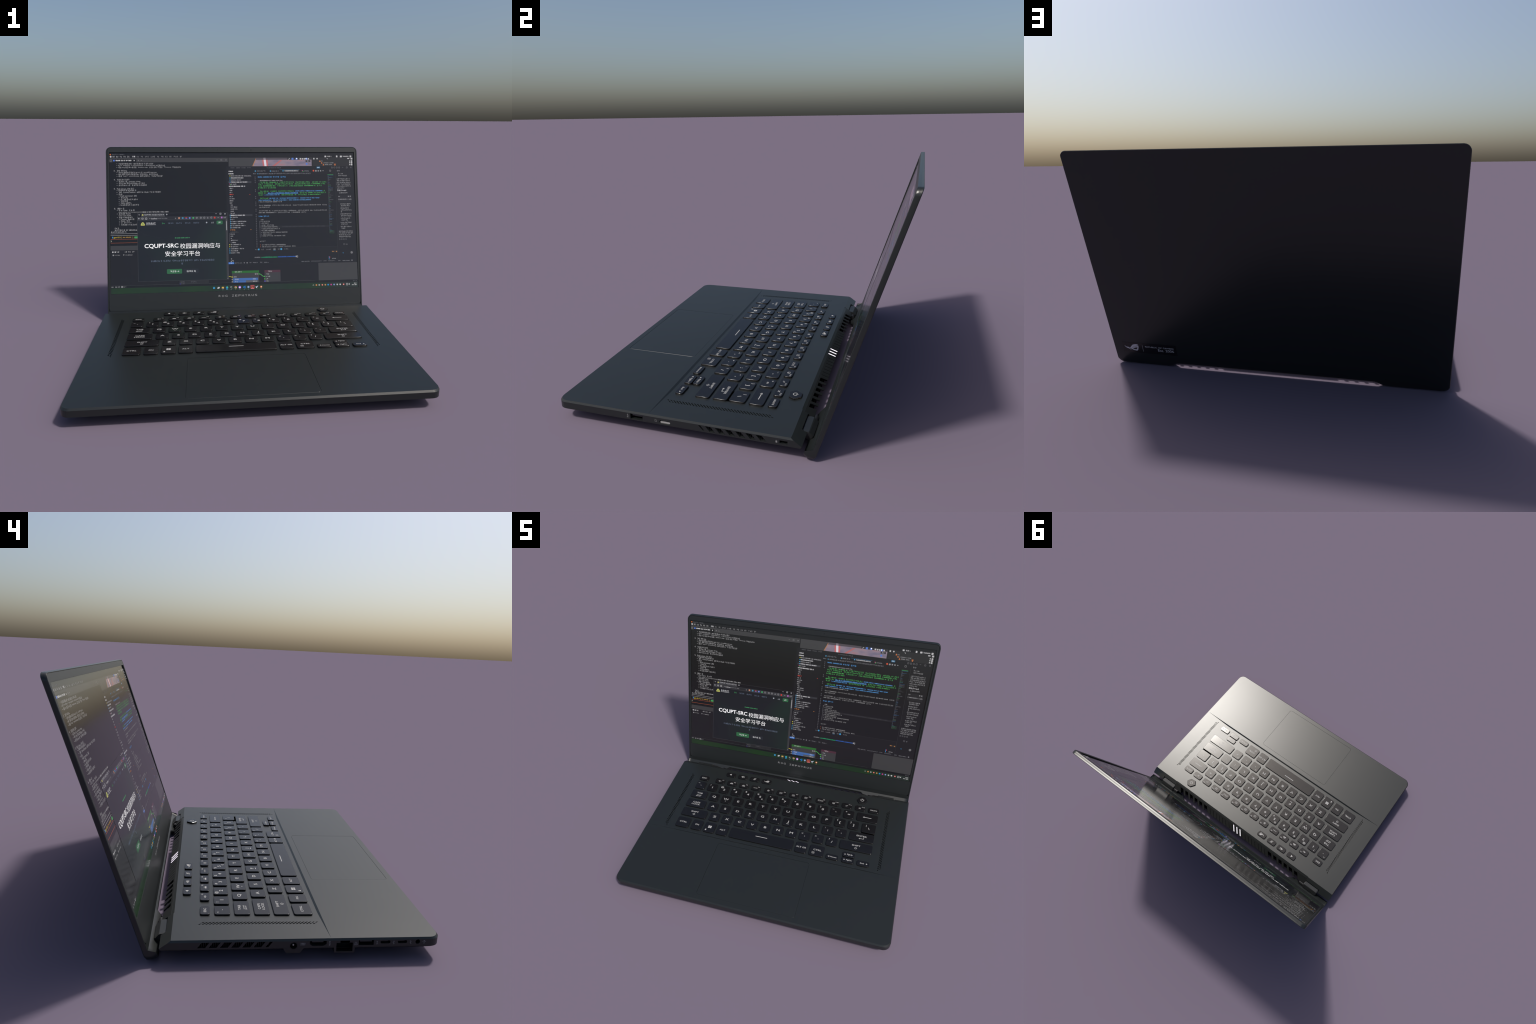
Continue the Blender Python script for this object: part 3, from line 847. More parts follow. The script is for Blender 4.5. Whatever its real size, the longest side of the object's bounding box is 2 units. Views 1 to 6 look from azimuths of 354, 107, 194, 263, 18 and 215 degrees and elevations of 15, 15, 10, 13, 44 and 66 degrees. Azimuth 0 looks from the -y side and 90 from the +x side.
# picture strip in the viewport: abstract red and violet bands
PIC = screen_blend("viewport_picture", [(0.30, (92, 94, 116)), (0.44, (124, 114, 130)), (0.56, (138, 122, 132)), (0.68, (158, 112, 118)), (0.78, (106, 104, 128))], 9.0, (1.0, 2.5, 2.5), 5.0)
put([poly([(1104, 108), (1126, 58), (1575, 58), (1575, 108)])], 2, "viewport_picture", PIC)
put([poly([(1126, 42), (1140, 42), (1575, 42), (1575, 58), (1126, 58)])], 2, "viewport_picture", screen(78, 72, 78))
put([poly([(1099, 108), (1127, 48), (1131, 48), (1106, 108)])], 3, "picture_line", screen(190, 130, 80))
put([poly([(1178, 58), (1222, 58), (1226, 108), (1184, 108)])], 3, "picture_glow", screen(205, 110, 112))
put([poly([(1258, 108), (1320, 62), (1340, 60), (1280, 108)])], 3, "picture_band", screen(188, 112, 112))
put([poly([(1190, 58), (1208, 58), (1213, 108), (1196, 108)])], 4, "picture_beam", screen(235, 232, 240))
put([poly([(1188, 42), (1206, 42), (1208, 58), (1190, 58)])], 4, "picture_beam", screen(140, 130, 138))
put([R(1380, 42, 1575, 58)], 4, "viewport_toolbar", screen(46, 46, 48))
put([stroke([(1390, 55), (1400, 46)], 4), R(1480, 45, 1492, 56), disc(1503, 51, 6, 8), disc(1518, 51, 6, 8), disc(1550, 51, 6, 8), cjk(1536, 1556, 69, 9)], 6, "toolbar_icon", screen(*G1_), "stuff")
put([R(1527, 62, 1566, 76)], 5, "toolbar_box", screen(48, 48, 50))
put([R(1414, 43, 1430, 58), disc(1454, 51, 9, 10), disc(1534, 51, 9, 10), disc(1535, 92, 8, 10)], 6, "toolbar_button", screen(90, 130, 215))
put([disc(1456, 49, 5, 8), disc(1531, 50, 5, 8)], 7, "toolbar_icon", screen(*W_), "stuff")

# --- lower left strips of the modelling program, material nodes
put([R(0, 716, 204, 750)], 1, "panel_strip", screen(58, 58, 59))
put([R(0, 750, 1913, 1020)], 1, "node_canvas", screen(29, 28, 31))
put([cjk(42, 66, 763, 10), cjk(104, 122, 763, 10), cjk(131, 150, 763, 10), cjk(160, 178, 763, 10), disc(17, 763, 6, 8), R(30, 758, 39, 768)], 3, "node_text", screen(*G1_), "stuff")
put([R(15, 782, 25, 792), lat(32, 70, 787, 9), poly([(92, 782), (104, 782), (98, 793)]), lat(110, 165, 787, 9)], 3, "node_text", screen(*G2_), "stuff")
put([R(0, 1019, 1913, 1038)], 2, "status_strip", screen(24, 24, 26))
put([R(0, 1018, 1571, 1019.5)], 3, "status_line", screen(66, 66, 68))
put([lat(3, 24, 1028, 11), lat(32, 68, 1028, 11), R(76, 1022, 88, 1034), lat(92, 112, 1028, 11)], 3, "status_text", screen(*G2_), "stuff")
put([R(512, 992, 738, 1018)], 2, "node_panel", screen(40, 40, 42))
put([lat(522, 556, 1003, 9), cjk(600, 644, 1003, 9), lat(528, 555, 1017, 8)], 4, "node_text", screen(*G3_), "stuff")
put([R(516, 1016, 524, 1019)], 4, "node_socket", screen(90, 80, 200))
put([R(1602, 882, 1917, 1020)], 2, "preview_area", screen(60, 60, 61))
put([cjk(1878, 1910, 1029, 9)], 4, "status_text", screen(*G3_), "stuff")
put([R(917, 946, 1129, 1019), R(1172, 946, 1298, 1019)], 3, "node_box", screen(58, 58, 60))
put([R(917, 928, 1129, 946)], 3, "node_header", screen(46, 108, 48))
put([R(1172, 928, 1298, 946)], 3, "node_header", screen(74, 44, 56))
put([R(927, 985, 1120, 1003), R(927, 1004.5, 1025, 1019)], 4, "node_slider", screen(72, 114, 180))
put([R(1025, 1004.5, 1120, 1019)], 4, "node_slider", screen(88, 88, 90))
put([cjk(938, 994, 936, 10), cjk(1094, 1119, 956, 10), cjk(927, 954, 975, 10), cjk(940, 970, 994, 10), cjk(940, 960, 1012, 10), lat(1080, 1110, 994, 10), lat(1080, 1110, 1012, 10),
     cjk(1196, 1232, 937, 10), cjk(1188, 1208, 958, 10), cjk(1185, 1218, 977, 10), cjk(1183, 1201, 996, 10), cjk(1183, 1201, 1013, 10)], 5, "node_text", screen(*G1_), "stuff")
put([stroke([(1129, 956), (1142, 959), (1158, 974), (1173, 977)], 4), disc(1129, 956, 5, 8), disc(1173, 977, 5, 8), disc(1173, 996, 5, 8)], 5, "node_link", screen(88, 190, 96))
put([stroke([(893, 970), (906, 972), (918, 975)], 4), disc(919, 975, 5, 8)], 5, "node_link", screen(205, 200, 70))
put([disc(919, 994, 5, 8), disc(919, 1012, 5, 8)], 5, "node_socket", screen(*G2_))
put([disc(1174, 1013, 5, 8)], 5, "node_socket", screen(110, 100, 220))

# --- terminal window
put([R(0, 41, 908, 74)], 2, "terminal_tab_bar", screen(60, 60, 61))
put([R(0, 74, 908, 716)], 2, "terminal_window", screen(23, 23, 24))
put([R(23, 51, 202, 74)], 3, "terminal_tab", screen(23, 23, 24))
put([rr(28, 55, 40, 67, 2)], 4, "terminal_icon", screen(90, 130, 225))
put([lat(47, 172, 61, 12), stroke([(183, 57), (190, 65)], 2), stroke([(183, 65), (190, 57)], 2)], 4, "terminal_text", screen(235, 235, 235), "stuff")
put([stroke([(213, 60), (223, 60)], 2), stroke([(218, 55), (218, 65)], 2), stroke([(236, 58), (241, 62), (246, 58)], 2), stroke([(4, 55), (16, 55), (16, 67), (4, 67), (4, 55)], 1.6)], 4, "terminal_text", screen(*G2_), "stuff")
put([stroke([(818, 58), (828, 58)], 1.5), stroke([(852, 53), (862, 53), (862, 63), (852, 63), (852, 53)], 1.5), stroke([(888, 53), (898, 63)], 1.5), stroke([(888, 63), (898, 53)], 1.5)], 4, "window_button", screen(*G2_), "stuff")
TERM = []
def dash(x, y):
    TERM.append(R(x, y - 1, x + 7, y + 1))
def tline(y, items, bullet=None):
    if bullet is not None:
        dash(bullet, y)
    for it in items:
        if it[0] == "c":
            TERM.append(cjk(it[1], it[2], y, 12))
        elif it[0] == "t":
            TERM.append(TX(it[1], it[2], it[3], y, 11))
        else:
            TERM.append(lat(it[1], it[2], y, 12))
tline(86, [("c", 66, 332)], 52)
tline(100, [("c", 66, 92), ("t", "ambient + hemisphere + directional", 102, 342), ("c", 350, 422)], 52)
tline(114, [("c", 66, 204), ("t", "shadow map,", 215, 290), ("c", 298, 326), ("t", "GPU", 334, 356), ("c", 364, 402), ("t", "Three.js", 412, 466), ("c", 474, 546)], 52)
tline(140, [("t", "3.", 31, 43), ("c", 54, 136)])
tline(154, [("c", 67, 248), ("t", "scrollProgress,", 257, 357)], 52)
tline(168, [("c", 67, 218), ("c", 228, 286), ("c", 296, 366)], 52)
tline(182, [("c", 67, 94), ("t", "lerp + smoothstep", 104, 222), ("c", 230, 302), ("c", 314, 400)], 52)
tline(209, [("t", "4.", 31, 43), ("c", 54, 150)])
tline(224, [("c", 66, 134), ("t", "pointer drag,", 144, 232)], 52)
tline(237, [("c", 66, 266)], 52)
tline(252, [("c", 66, 154), ("c", 166, 281)], 52)
tline(279, [("t", "5.", 31, 43), ("t", "Kali Linux", 54, 122), ("c", 130, 183)])
tline(292, [("c", 65, 198)], 51)
tline(306, [("c", 65, 92), ("t", "CanvasTexture", 100, 192), ("c", 200, 254), ("t", "Kali", 262, 290), ("c", 298, 385)], 51)
tline(321, [("c", 65, 96)], 51)
tline(334, [("t", "Kali terminal", 80, 170), ("c", 178, 204)], 66)
tline(348, [("c", 80, 136)], 66)
tline(362, [("t", "AI", 80, 92), ("c", 102, 211)], 66)
tline(375, [("c", 79, 136)], 66)
tline(389, [("c", 79, 163)], 66)
tline(404, [("c", 79, 219)], 66)
tline(431, [("t", "6.", 31, 43), ("c", 53, 106)])
tline(445, [("c", 65, 92), ("t", "lint", 102, 130), ("c", 140, 184)], 51)
tline(460, [("t", "npx eslint src/components/", 65, 240), ("l", 242, 443)])
tline(472, [("c", 65, 155)], 51)
tline(486, [("t", "npm run build", 65, 156)])
tline(500, [("c", 65, 168)], 51)
tline(514, [("t", "Canvas", 79, 122), ("c", 130, 182)], 66)
tline(527, [("t", "WebGL", 79, 114), ("c", 122, 147)], 66)
tline(541, [("c", 79, 92), ("t", "JS error", 102, 161)], 66)
tline(556, [("c", 79, 203)], 66)
tline(583, [("c", 31, 66)])
tline(597, [("c", 31, 112), ("l", 120, 202)])
tline(611, [("c", 2, 120)])
put(TERM, 3, "terminal_text", screen(172, 172, 172), "stuff")
put([R(3, 623, 202, 625), R(2, 636, 202, 638)], 3, "terminal_rule", screen(170, 170, 170))
put([R(2, 665, 202, 667), R(2, 693, 202, 695)], 3, "terminal_rule", screen(176, 92, 62))
put([TX("gpt-5.5", 24, 75, 653, 13)], 3, "terminal_text", screen(245, 210, 60), "stuff")
put([R(84, 645, 86, 661), lat(94, 159, 652, 11), R(167, 645, 169, 661)], 3, "terminal_text", screen(190, 150, 60), "stuff")
put([poly([(13, 646), (21, 646), (19, 660), (17, 660)])], 3, "terminal_icon", screen(60, 160, 240))
put([rr(178, 646, 206, 661, 5)], 3, "terminal_badge", screen(70, 160, 90))
put([stroke([(3, 674), (8, 680), (3, 686)], 2.4)], 3, "terminal_text", screen(225, 220, 190), "stuff")

# --- code editor window
put([R(890, 110, 1913, 878)], 3, "editor_window", screen(29, 29, 32))
put([R(1094, 176, 1762, 752)], 4, "editor_page", screen(26, 26, 29))
E4 = 6
put([lat(928, 958, 121, 10), lat(972, 1004, 121, 10), lat(1015, 1047, 121, 10), lat(1060, 1090, 120, 10), lat(1212, 1330, 122, 10)], E4, "editor_text", screen(92, 92, 96), "stuff")
put([rr(1614, 114, 1643, 129, 3), R(1315, 137, 1475, 139)], E4, "editor_button", screen(52, 110, 148))
put([lat(1620, 1638, 121, 9)], E4 + 1, "editor_text", screen(225, 235, 240), "stuff")
put([stroke([(a - 5, 117), (a + 5, 117), (a + 5, 127), (a - 5, 127), (a - 5, 117)], 1.8) for a in (1739, 1759, 1779, 1799, 1861)] + [stroke([(1822, 121), (1832, 121)], 1.8), stroke([(1890, 116), (1900, 126)], 1.8), stroke([(1890, 126), (1900, 116)], 1.8)], E4, "editor_icon", screen(120, 120, 124), "stuff")
put([disc(1122, 147, 5, 8), disc(1242, 148, 5, 8), disc(1343, 147, 5, 8), disc(1142, 169, 4, 8)] + [disc(921, y, 4, 8) for y in (201, 217, 234)] + [R(914, y - 5, 918, y + 5) for y in (495, 511, 527, 543, 559, 576, 592)] + [R(903, y - 4, 909, y + 4) for y in (756, 772, 788)], E4, "file_icon", screen(82, 168, 214), "stuff")
put([disc(921, 185, 4, 8), R(903, 720, 909, 727), R(903, 736, 909, 743)], E4, "file_icon", screen(205, 200, 70), "stuff")
put([disc(919, 248, 4, 8), disc(1498, 146, 4, 8)], E4, "file_icon", screen(205, 70, 140), "stuff")
put([disc(923, 253, 4, 8), disc(1503, 151, 4, 8)], E4, "file_icon", screen(70, 180, 90), "stuff")
put([R(1088, 227, 905, 241), R(905, 488, 1090, 502)], E4 - 1, "selected_row", screen(52, 53, 57))
put([cjk(1131, 1206, 147, 11), lat(1251, 1308, 148, 11), lat(1511, 1552, 148, 11), lat(1104, 1128, 168, 10), lat(1152, 1267, 169, 10), cjk(1267, 1564, 168, 10)], E4, "editor_text", screen(132, 132, 136), "stuff")
put([lat(1354, 1466, 147, 11)], E4, "editor_text", screen(210, 210, 212), "stuff")
put([disc(1588, 147, 7, 10)], E4, "editor_icon", screen(220, 90, 60))
put([disc(1608, 148, 7, 10), R(1622, 143, 1632, 153), R(1641, 143, 1651, 153), R(1661, 145, 1671, 150), stroke([(1718, 142), (1730, 142), (1730, 153), (1718, 153), (1718, 142)], 1.8)], E4, "editor_icon", screen(150, 150, 152), "stuff")
side = [(929, 1090, 185, 0), (929, 1026, 201, 1), (929, 1009, 217, 0), (929, 1060, 234, 1), (929, 971, 250, 0), (917, 946, 283, 0), (916, 937, 300, 0), (916, 936, 316, 0), (914, 946, 348, 0), (915, 954, 365, 0),
        (914, 945, 381, 0), (915, 936, 398, 0), (921, 939, 414, 0), (921, 974, 430, 0), (921, 973, 446, 0), (920, 945, 463, 0), (920, 955, 479, 0), (921, 1035, 495, 1), (921, 979, 511, 0), (921, 947, 527, 0), (921, 1041, 544, 0),
        (921, 1022, 560, 0), (921, 1033, 576, 0), (921, 993, 592, 0), (914, 979, 626, 2), (915, 948, 642, 0), (915, 935, 658, 0), (916, 933, 675, 0), (916, 971, 691, 0), (916, 957, 708, 0), (916, 993, 724, 0), (916, 972, 740, 0),
        (916, 1019, 756, 0), (916, 970, 772, 0), (914, 984, 788, 0)]
put([lat(a, b, y, 11) for a, b, y, k in side if k == 0], E4, "file_name", screen(168, 168, 170), "stuff")
put([lat(a, b, y, 11) for a, b, y, k in side if k == 1] + [lat(910, 957, 168, 12), lat(911, 950, 149, 12), lat(911, 1039, 267, 12), cjk(909, 925, 835, 11), cjk(909, 933, 851, 11)], E4, "file_name", screen(225, 225, 226), "stuff")
put([lat(a, b, y, 11) for a, b, y, k in side if k == 2], E4, "file_name", screen(96, 96, 98), "stuff")
put([lat(915, 953, 331, 12), disc(1074, 332, 3, 6)], E4, "file_name", screen(215, 84, 70), "stuff")
put([lat(915, 954, 609, 12), disc(1075, 608, 3, 6)], E4, "file_name", screen(215, 140, 70), "stuff")
put([R(905, 632, 907, 705)], E4, "indent_guide", screen(96, 96, 98))
put([R(893, 860, 937, 875)], E4, "editor_button", screen(30, 112, 205))
put([lat(900, 932, 867, 10)], E4 + 1, "editor_text", screen(235, 240, 245), "stuff")
put([cjk(944, 1002, 867, 10), disc(1016, 867, 5, 8), R(1033, 862, 1043, 872), lat(1058, 1072, 867, 10), lat(1084, 1123, 867, 10), cjk(1137, 1160, 867, 10), lat(1172, 1210, 868, 10), lat(1469, 1533, 867, 9), cjk(1546, 1630, 867, 9), lat(1642, 1668, 866, 9), cjk(1685, 1740, 866, 9), lat(1765, 1785, 867, 9), lat(1800, 1860, 868, 9), disc(1876, 866, 6, 8)], E4, "status_text", screen(122, 122, 126), "stuff")
# code lines
put([R(1116, y - 4, 1122, y + 4) for y in (195, 209, 224, 238, 296, 309, 350, 364, 393, 407, 421, 450, 464, 492, 506, 520, 533, 547, 561, 575, 589, 604, 618, 632, 646, 660, 674, 688, 702, 716, 730, 744)], E4, "line_number", screen(92, 92, 96), "stuff")
GR = [cjk(1152, 1225, 237, 11), lat(1232, 1300, 237, 11), cjk(1310, 1428, 237, 11), cjk(1440, 1560, 237, 11), cjk(1572, 1625, 237, 11), lat(1632, 1650, 237, 11), cjk(1656, 1689, 237, 11),
      cjk(1142, 1180, 251, 11), cjk(1190, 1260, 251, 11), cjk(1272, 1420, 251, 11), cjk(1432, 1560, 251, 11), lat(1570, 1640, 251, 11), cjk(1648, 1681, 251, 11),
      cjk(1142, 1175, 266, 11), lat(1182, 1284, 266, 11), cjk(1292, 1360, 266, 11), lat(1368, 1380, 266, 11), cjk(1388, 1500, 266, 11), lat(1510, 1600, 266, 11), cjk(1610, 1650, 266, 11),
      lat(1141, 1210, 281, 11), cjk(1218, 1285, 281, 11), R(1144, 295, 1148, 297),
      cjk(1155, 1176, 308, 11), lat(1184, 1224, 308, 11), lat(1236, 1290, 308, 11), cjk(1298, 1425, 308, 11), cjk(1664, 1675, 308, 11),
      lat(1140, 1180, 322, 11), cjk(1186, 1206, 322, 11), cjk(1472, 1530, 322, 11), lat(1538, 1575, 322, 11), cjk(1582, 1684, 322, 11),
      cjk(1142, 1175, 337, 11), cjk(1325, 1420, 337, 11), lat(1432, 1450, 337, 11), cjk(1458, 1530, 337, 11), lat(1540, 1640, 337, 11), cjk(1154, 1222, 364, 11)]
put(GR, E4, "code_text", screen(80, 178, 92), "stuff")
BL = [lat(1141, 1252, 195, 12), cjk(1258, 1312, 195, 12), cjk(1322, 1364, 195, 12), lat(1437, 1655, 308, 10), lat(1216, 1460, 322, 11), R(1216, 327, 1460, 329), lat(1185, 1310, 337, 10), lat(1229, 1300, 364, 10), lat(1310, 1460, 364, 10), lat(1474, 1590, 364, 10), lat(1598, 1629, 364, 10),
      lat(1141, 1245, 379, 10), lat(1258, 1370, 379, 10), lat(1382, 1566, 379, 10), lat(1140, 1170, 506, 12), cjk(1176, 1221, 506, 12)]
put(BL, E4, "code_text", screen(88, 158, 222), "stuff")
GY = [lat(1148, 1339, 223, 10), lat(1143, 1327, 392, 10), cjk(1142, 1175, 420, 10), lat(1182, 1240, 420, 11), cjk(1248, 1400, 420, 10), cjk(1412, 1540, 420, 10), lat(1548, 1640, 420, 10), cjk(1650, 1688, 420, 10), cjk(1142, 1231, 435, 10), cjk(1141, 1215, 462, 10),
      lat(1222, 1236, 463, 11), cjk(1245, 1370, 463, 10), lat(1378, 1440, 463, 11), cjk(1450, 1540, 463, 10), lat(1550, 1570, 463, 10), cjk(1580, 1686, 463, 10), lat(1141, 1280, 477, 11), cjk(1290, 1390, 477, 10), lat(1402, 1470, 477, 11), cjk(1478, 1518, 477, 10),
      lat(1155, 1181, 533, 10), cjk(1143, 1226, 547, 10), cjk(1165, 1217, 561, 10), lat(1165, 1190, 576, 10), cjk(1198, 1257, 576, 10), cjk(1165, 1289, 589, 10), cjk(1165, 1303, 604, 10), lat(1165, 1264, 618, 11), cjk(1165, 1262, 632, 10), lat(1270, 1363, 633, 10), cjk(1165, 1239, 646, 10), cjk(1165, 1250, 660, 10), lat(1258, 1316, 660, 10), cjk(1324, 1348, 660, 10),
      cjk(1143, 1189, 702, 10), cjk(1156, 1266, 730, 10), lat(1274, 1348, 731, 10), cjk(1156, 1280, 745, 10), cjk(1290, 1390, 744, 10), lat(1398, 1434, 744, 10)]
put(GY, E4, "code_text", screen(150, 150, 150), "stuff")
put([disc(1157, y, 3, 6) for y in (561, 576, 589, 604, 618, 632, 646, 660)] + [R(1145, 553, 1147, 672)], E4, "code_mark", screen(112, 112, 116), "stuff")
put([R(1140, 582, 1700, 597)], 5, "current_line", screen(36, 36, 39))
put([lat(1323, 1669, 590, 8)], E4, "code_text", screen(64, 64, 68), "stuff")
put([disc(1146, 730, 2.5, 6), disc(1146, 745, 2.5, 6)], E4, "code_mark", screen(200, 100, 50), "stuff")
mini_g, mini_w, mini_b = [R(1701, 176, 1748, 182)], [], [R(1704, 183, 1750, 185)]
for k in range(110):
    y = 188 + k * 4.2
    r_ = random.random()
    (mini_w if r_ < 0.68 else mini_b if r_ < 0.92 else mini_g).append(R(1702, y, 1702 + random.choice((4, 6, 10, 16, 24, 40)), y + 1.6))
put(mini_w, E4, "code_overview", screen(84, 84, 88), "stuff")
put(mini_b, E4, "code_overview", screen(52, 92, 132), "stuff")
put(mini_g, E4, "code_overview", screen(56, 120, 66), "stuff")
# chat column
put([R(1764, 135, 1765.5, 878)], 5, "column_line", screen(48, 48, 51))
chat = [(1786, 1830, 171), (1788, 1859, 188), (1775, 1882, 214), (1774, 1882, 228), (1774, 1889, 243), (1773, 1886, 257), (1775, 1887, 272), (1775, 1836, 287), (1790, 1859, 326), (1795, 1880, 416), (1799, 1872, 430), (1795, 1866, 449), (1799, 1888, 464), (1797, 1809, 478), (1795, 1887, 496), (1799, 1886, 511), (1795, 1876, 530), (1800, 1856, 545), (1795, 1884, 564), (1799, 1852, 578), (1795, 1883, 597), (1799, 1830, 611), (1778, 1891, 634), (1777, 1893, 648), (1777, 1875, 663), (1776, 1877, 678)]
put([cjk(a, b, y, 10) for a, b, y in chat] + [cjk(1777, 1802, 148, 10)], E4, "chat_text", screen(160, 160, 162), "stuff")
put([cjk(1774, 1852, 306, 12)], E4, "chat_text", screen(220, 220, 222), "stuff")
put([rr(1780, 346, 1892, 403, 4)], 5, "chat_box", screen(37, 37, 40))
put([lat(1781, 1891, 378, 10), lat(1782, 1798, 355, 9), R(1862, 351, 1870, 359), R(1877, 351, 1885, 359)], E4, "chat_text", screen(160, 160, 162), "stuff")
put([stroke([(a - 4, 693), (a + 4, 693), (a + 4, 702), (a - 4, 702), (a - 4, 693)], 1.5) for a in (1782, 1799, 1816, 1834)] + [stroke([(1812, 742), (1824, 742), (1824, 732), (1812, 732), (1812, 742)], 1.5), poly([(1834, 738), (1842, 732), (1842, 744)])], E4, "chat_icon", screen(120, 120, 124), "stuff")
put([disc(1876, 804, 10, 14)], E4, "chat_button", screen(120, 120, 122))
put([lat(1803, 1818, 806, 10)], E4, "chat_icon", screen(70, 140, 190), "stuff")
put([rr(1712, 786, 1766, 800, 3)], 5, "chat_box", screen(48, 44, 40))
put([lat(1718, 1735, 793, 9), poly([(1748, 798), (1753, 788), (1758, 798)])], E4, "chat_icon", screen(200, 140, 80), "stuff")
put([R(1689, 833, 1693, 843), R(1689, 846, 1693, 856)], E4, "file_icon", screen(70, 160, 220), "stuff")
put([R(1694, 833, 1699, 843)], E4, "file_icon", screen(205, 60, 70), "stuff")
put([lat(1715, 1748, 849, 10)], E4, "chat_text", screen(140, 140, 142), "stuff")
# panel tabs and shell prompt
put([R(1094, 752, 1762, 753.5), R(890, 878, 1913, 879)], 5, "column_line", screen(44, 44, 47))
put([cjk(1104, 1122, 766, 10), cjk(1152, 1172, 766, 10), cjk(1190, 1230, 766, 10), cjk(1283, 1300, 766, 10), cjk(1335, 1367, 766, 10)], E4, "panel_text", screen(132, 132, 134), "stuff")
put([cjk(1247, 1266, 765, 11)], E4, "panel_text", screen(225, 225, 226), "stuff")
put([disc(1132, 765, 7, 10), disc(1310, 766, 8, 10), R(1247, 774, 1266, 775.5)], E4, "panel_badge", screen(70, 160, 210))
put([lat(1097, 1145, 827, 10)], E4, "panel_text", screen(160, 160, 162), "stuff")
put([lat(1150, 1279, 827, 11), R(1150, 829, 1279, 831)], E4, "panel_text", screen(48, 176, 120), "stuff")
put([lat(1282, 1424, 826, 11), R(1282, 828, 1424, 830)], E4, "panel_text", screen(58, 112, 205), "stuff")
put([R(1424, 820, 1430, 832), stroke([(1434, 820), (1440, 820), (1440, 833), (1434, 833), (1434, 820)], 1.6)], E4, "panel_text", screen(200, 200, 202), "stuff")

# --- browser window in front
PAGE = screen_blend("web_page", [(0.30, (26, 28, 33)), (0.52, (28, 31, 35)), (0.74, (28, 42, 37))], 2.2, (1, 1, 1), 1.0)
put([R(203, 470, 893, 992)], 8, "browser_frame", screen(72, 72, 74))
put([R(204.5, 471, 891.5, 498)], 9, "browser_tab_strip", screen(22, 22, 25))
put([R(204.5, 497, 891.5, 525)], 9, "browser_toolbar", screen(56, 57, 60))
put([rr(233, 473, 412, 499, 4)], 10, "browser_tab", screen(56, 57, 60))
put([R(204.5, 525, 878, 990.5)], 9, "web_page", PAGE)
put([R(878, 525, 891.5, 990.5)], 9, "scroll_track", screen(56, 56, 58))
put([R(882, 540, 888, 610)], 10, "scroll_thumb", screen(165, 165, 167))
put([poly([(881, 533), (889, 533), (885, 528)]), poly([(881, 982), (889, 982), (885, 987)])], 10, "scroll_arrow", screen(150, 150, 152))
put([rr(288, 501, 510, 521, 6)], 10, "address_bar", screen(38, 39, 42))
put([TX("CQUPT-SRC", 256, 308, 482, 11), cjk(312, 388, 482, 11), stroke([(396, 478), (403, 486)], 2), stroke([(396, 486), (403, 478)], 2), stroke([(421, 481), (433, 481)], 2.4), stroke([(427, 475), (427, 487)], 2.4),
     stroke([(211, 510), (222, 510)], 2), stroke([(216, 505), (211, 510), (216, 515)], 2), stroke([(237, 506), (248, 506), (248, 515), (237, 515), (237, 506)], 2), stroke([(264, 516), (264, 508), (270, 503), (276, 508), (276, 516), (264, 516)], 2),
     stroke([(800, 481), (811, 481)], 2), stroke([(835, 476), (845, 476), (845, 486), (835, 486), (835, 476)], 2), stroke([(870, 477), (880, 487)], 2), stroke([(870, 487), (880, 477)], 2), stroke([(213, 479), (218, 484), (223, 479)], 2)], 11, "browser_text", screen(215, 215, 217), "stuff")
put([TX("localhost", 309, 353, 511, 11)], 11, "browser_text", screen(225, 225, 227), "stuff")
put([lat(356, 433, 511, 10), disc(298, 510, 5, 8), disc(493, 512, 5, 8)], 11, "browser_text", screen(120, 120, 124), "stuff")
put([stroke([(a - 5, 505), (a + 5, 505), (a + 5, 515), (a - 5, 515), (a - 5, 505)], 1.8) for a in (656, 687, 714, 768)] + [stroke([(741, 504), (741, 516)], 2), stroke([(736, 511), (741, 516), (746, 511)], 2), stroke([(816, 510), (827, 510)], 2), cjk(862, 880, 510, 10)], 11, "browser_icon", screen(185, 185, 188), "stuff")
for a, col in ((520, (210, 150, 120)), (548, (70, 150, 190)), (575, (200, 60, 60)), (602, (60, 110, 220)), (629, (70, 180, 110)), (794, (215, 60, 50)), (849, (190, 110, 200))):
    put([rr(a - 6, 504, a + 6, 517, 3)], 11, "browser_icon", screen(*col))
put([R(569, 512, 582, 517)], 12, "browser_icon", screen(90, 110, 200))
put([R(600, 508, 604, 513)], 12, "browser_icon", screen(240, 240, 245))
def tri_logo(cx, cy, k):
    return poly([(cx - 16 * k, cy + 6 * k), (cx - 14 * k, cy + 12 * k), (cx + 14 * k, cy + 12 * k), (cx + 16 * k, cy + 6 * k), (cx + 10 * k, cy - 6 * k), (cx + 4 * k, cy - 13 * k), (cx - 4 * k, cy - 13 * k), (cx - 10 * k, cy - 6 * k)])
put([tri_logo(244, 552, 1.0), tri_logo(244, 482, 0.42)], 11, "site_logo", screen(214, 208, 110))
put([poly([(236, 559), (239, 549), (244, 543), (249, 549), (252, 559), (247, 559), (244, 552), (241, 559)])], 12, "site_logo", screen(120, 165, 90))
put([cjk(268, 343, 547, 13), R(268, 558, 343, 560)], 11, "site_text", screen(225, 226, 228), "stuff")
put([cjk(387, 410, 550, 12), disc(489, 663, 4, 8), lat(498, 598, 663, 10)], 11, "site_text", screen(78, 178, 112), "stuff")
put([cjk(a - w, a + w, 549, 11) for a, w in ((454, 22), (519, 22), (585, 22), (651, 22))] + [cjk(298, 385, 838, 14), cjk(394, 450, 838, 14), cjk(462, 616, 838, 14), cjk(626, 785, 838, 14), cjk(528, 546, 862, 14)], 11, "site_text", screen(108, 122, 142), "stuff")
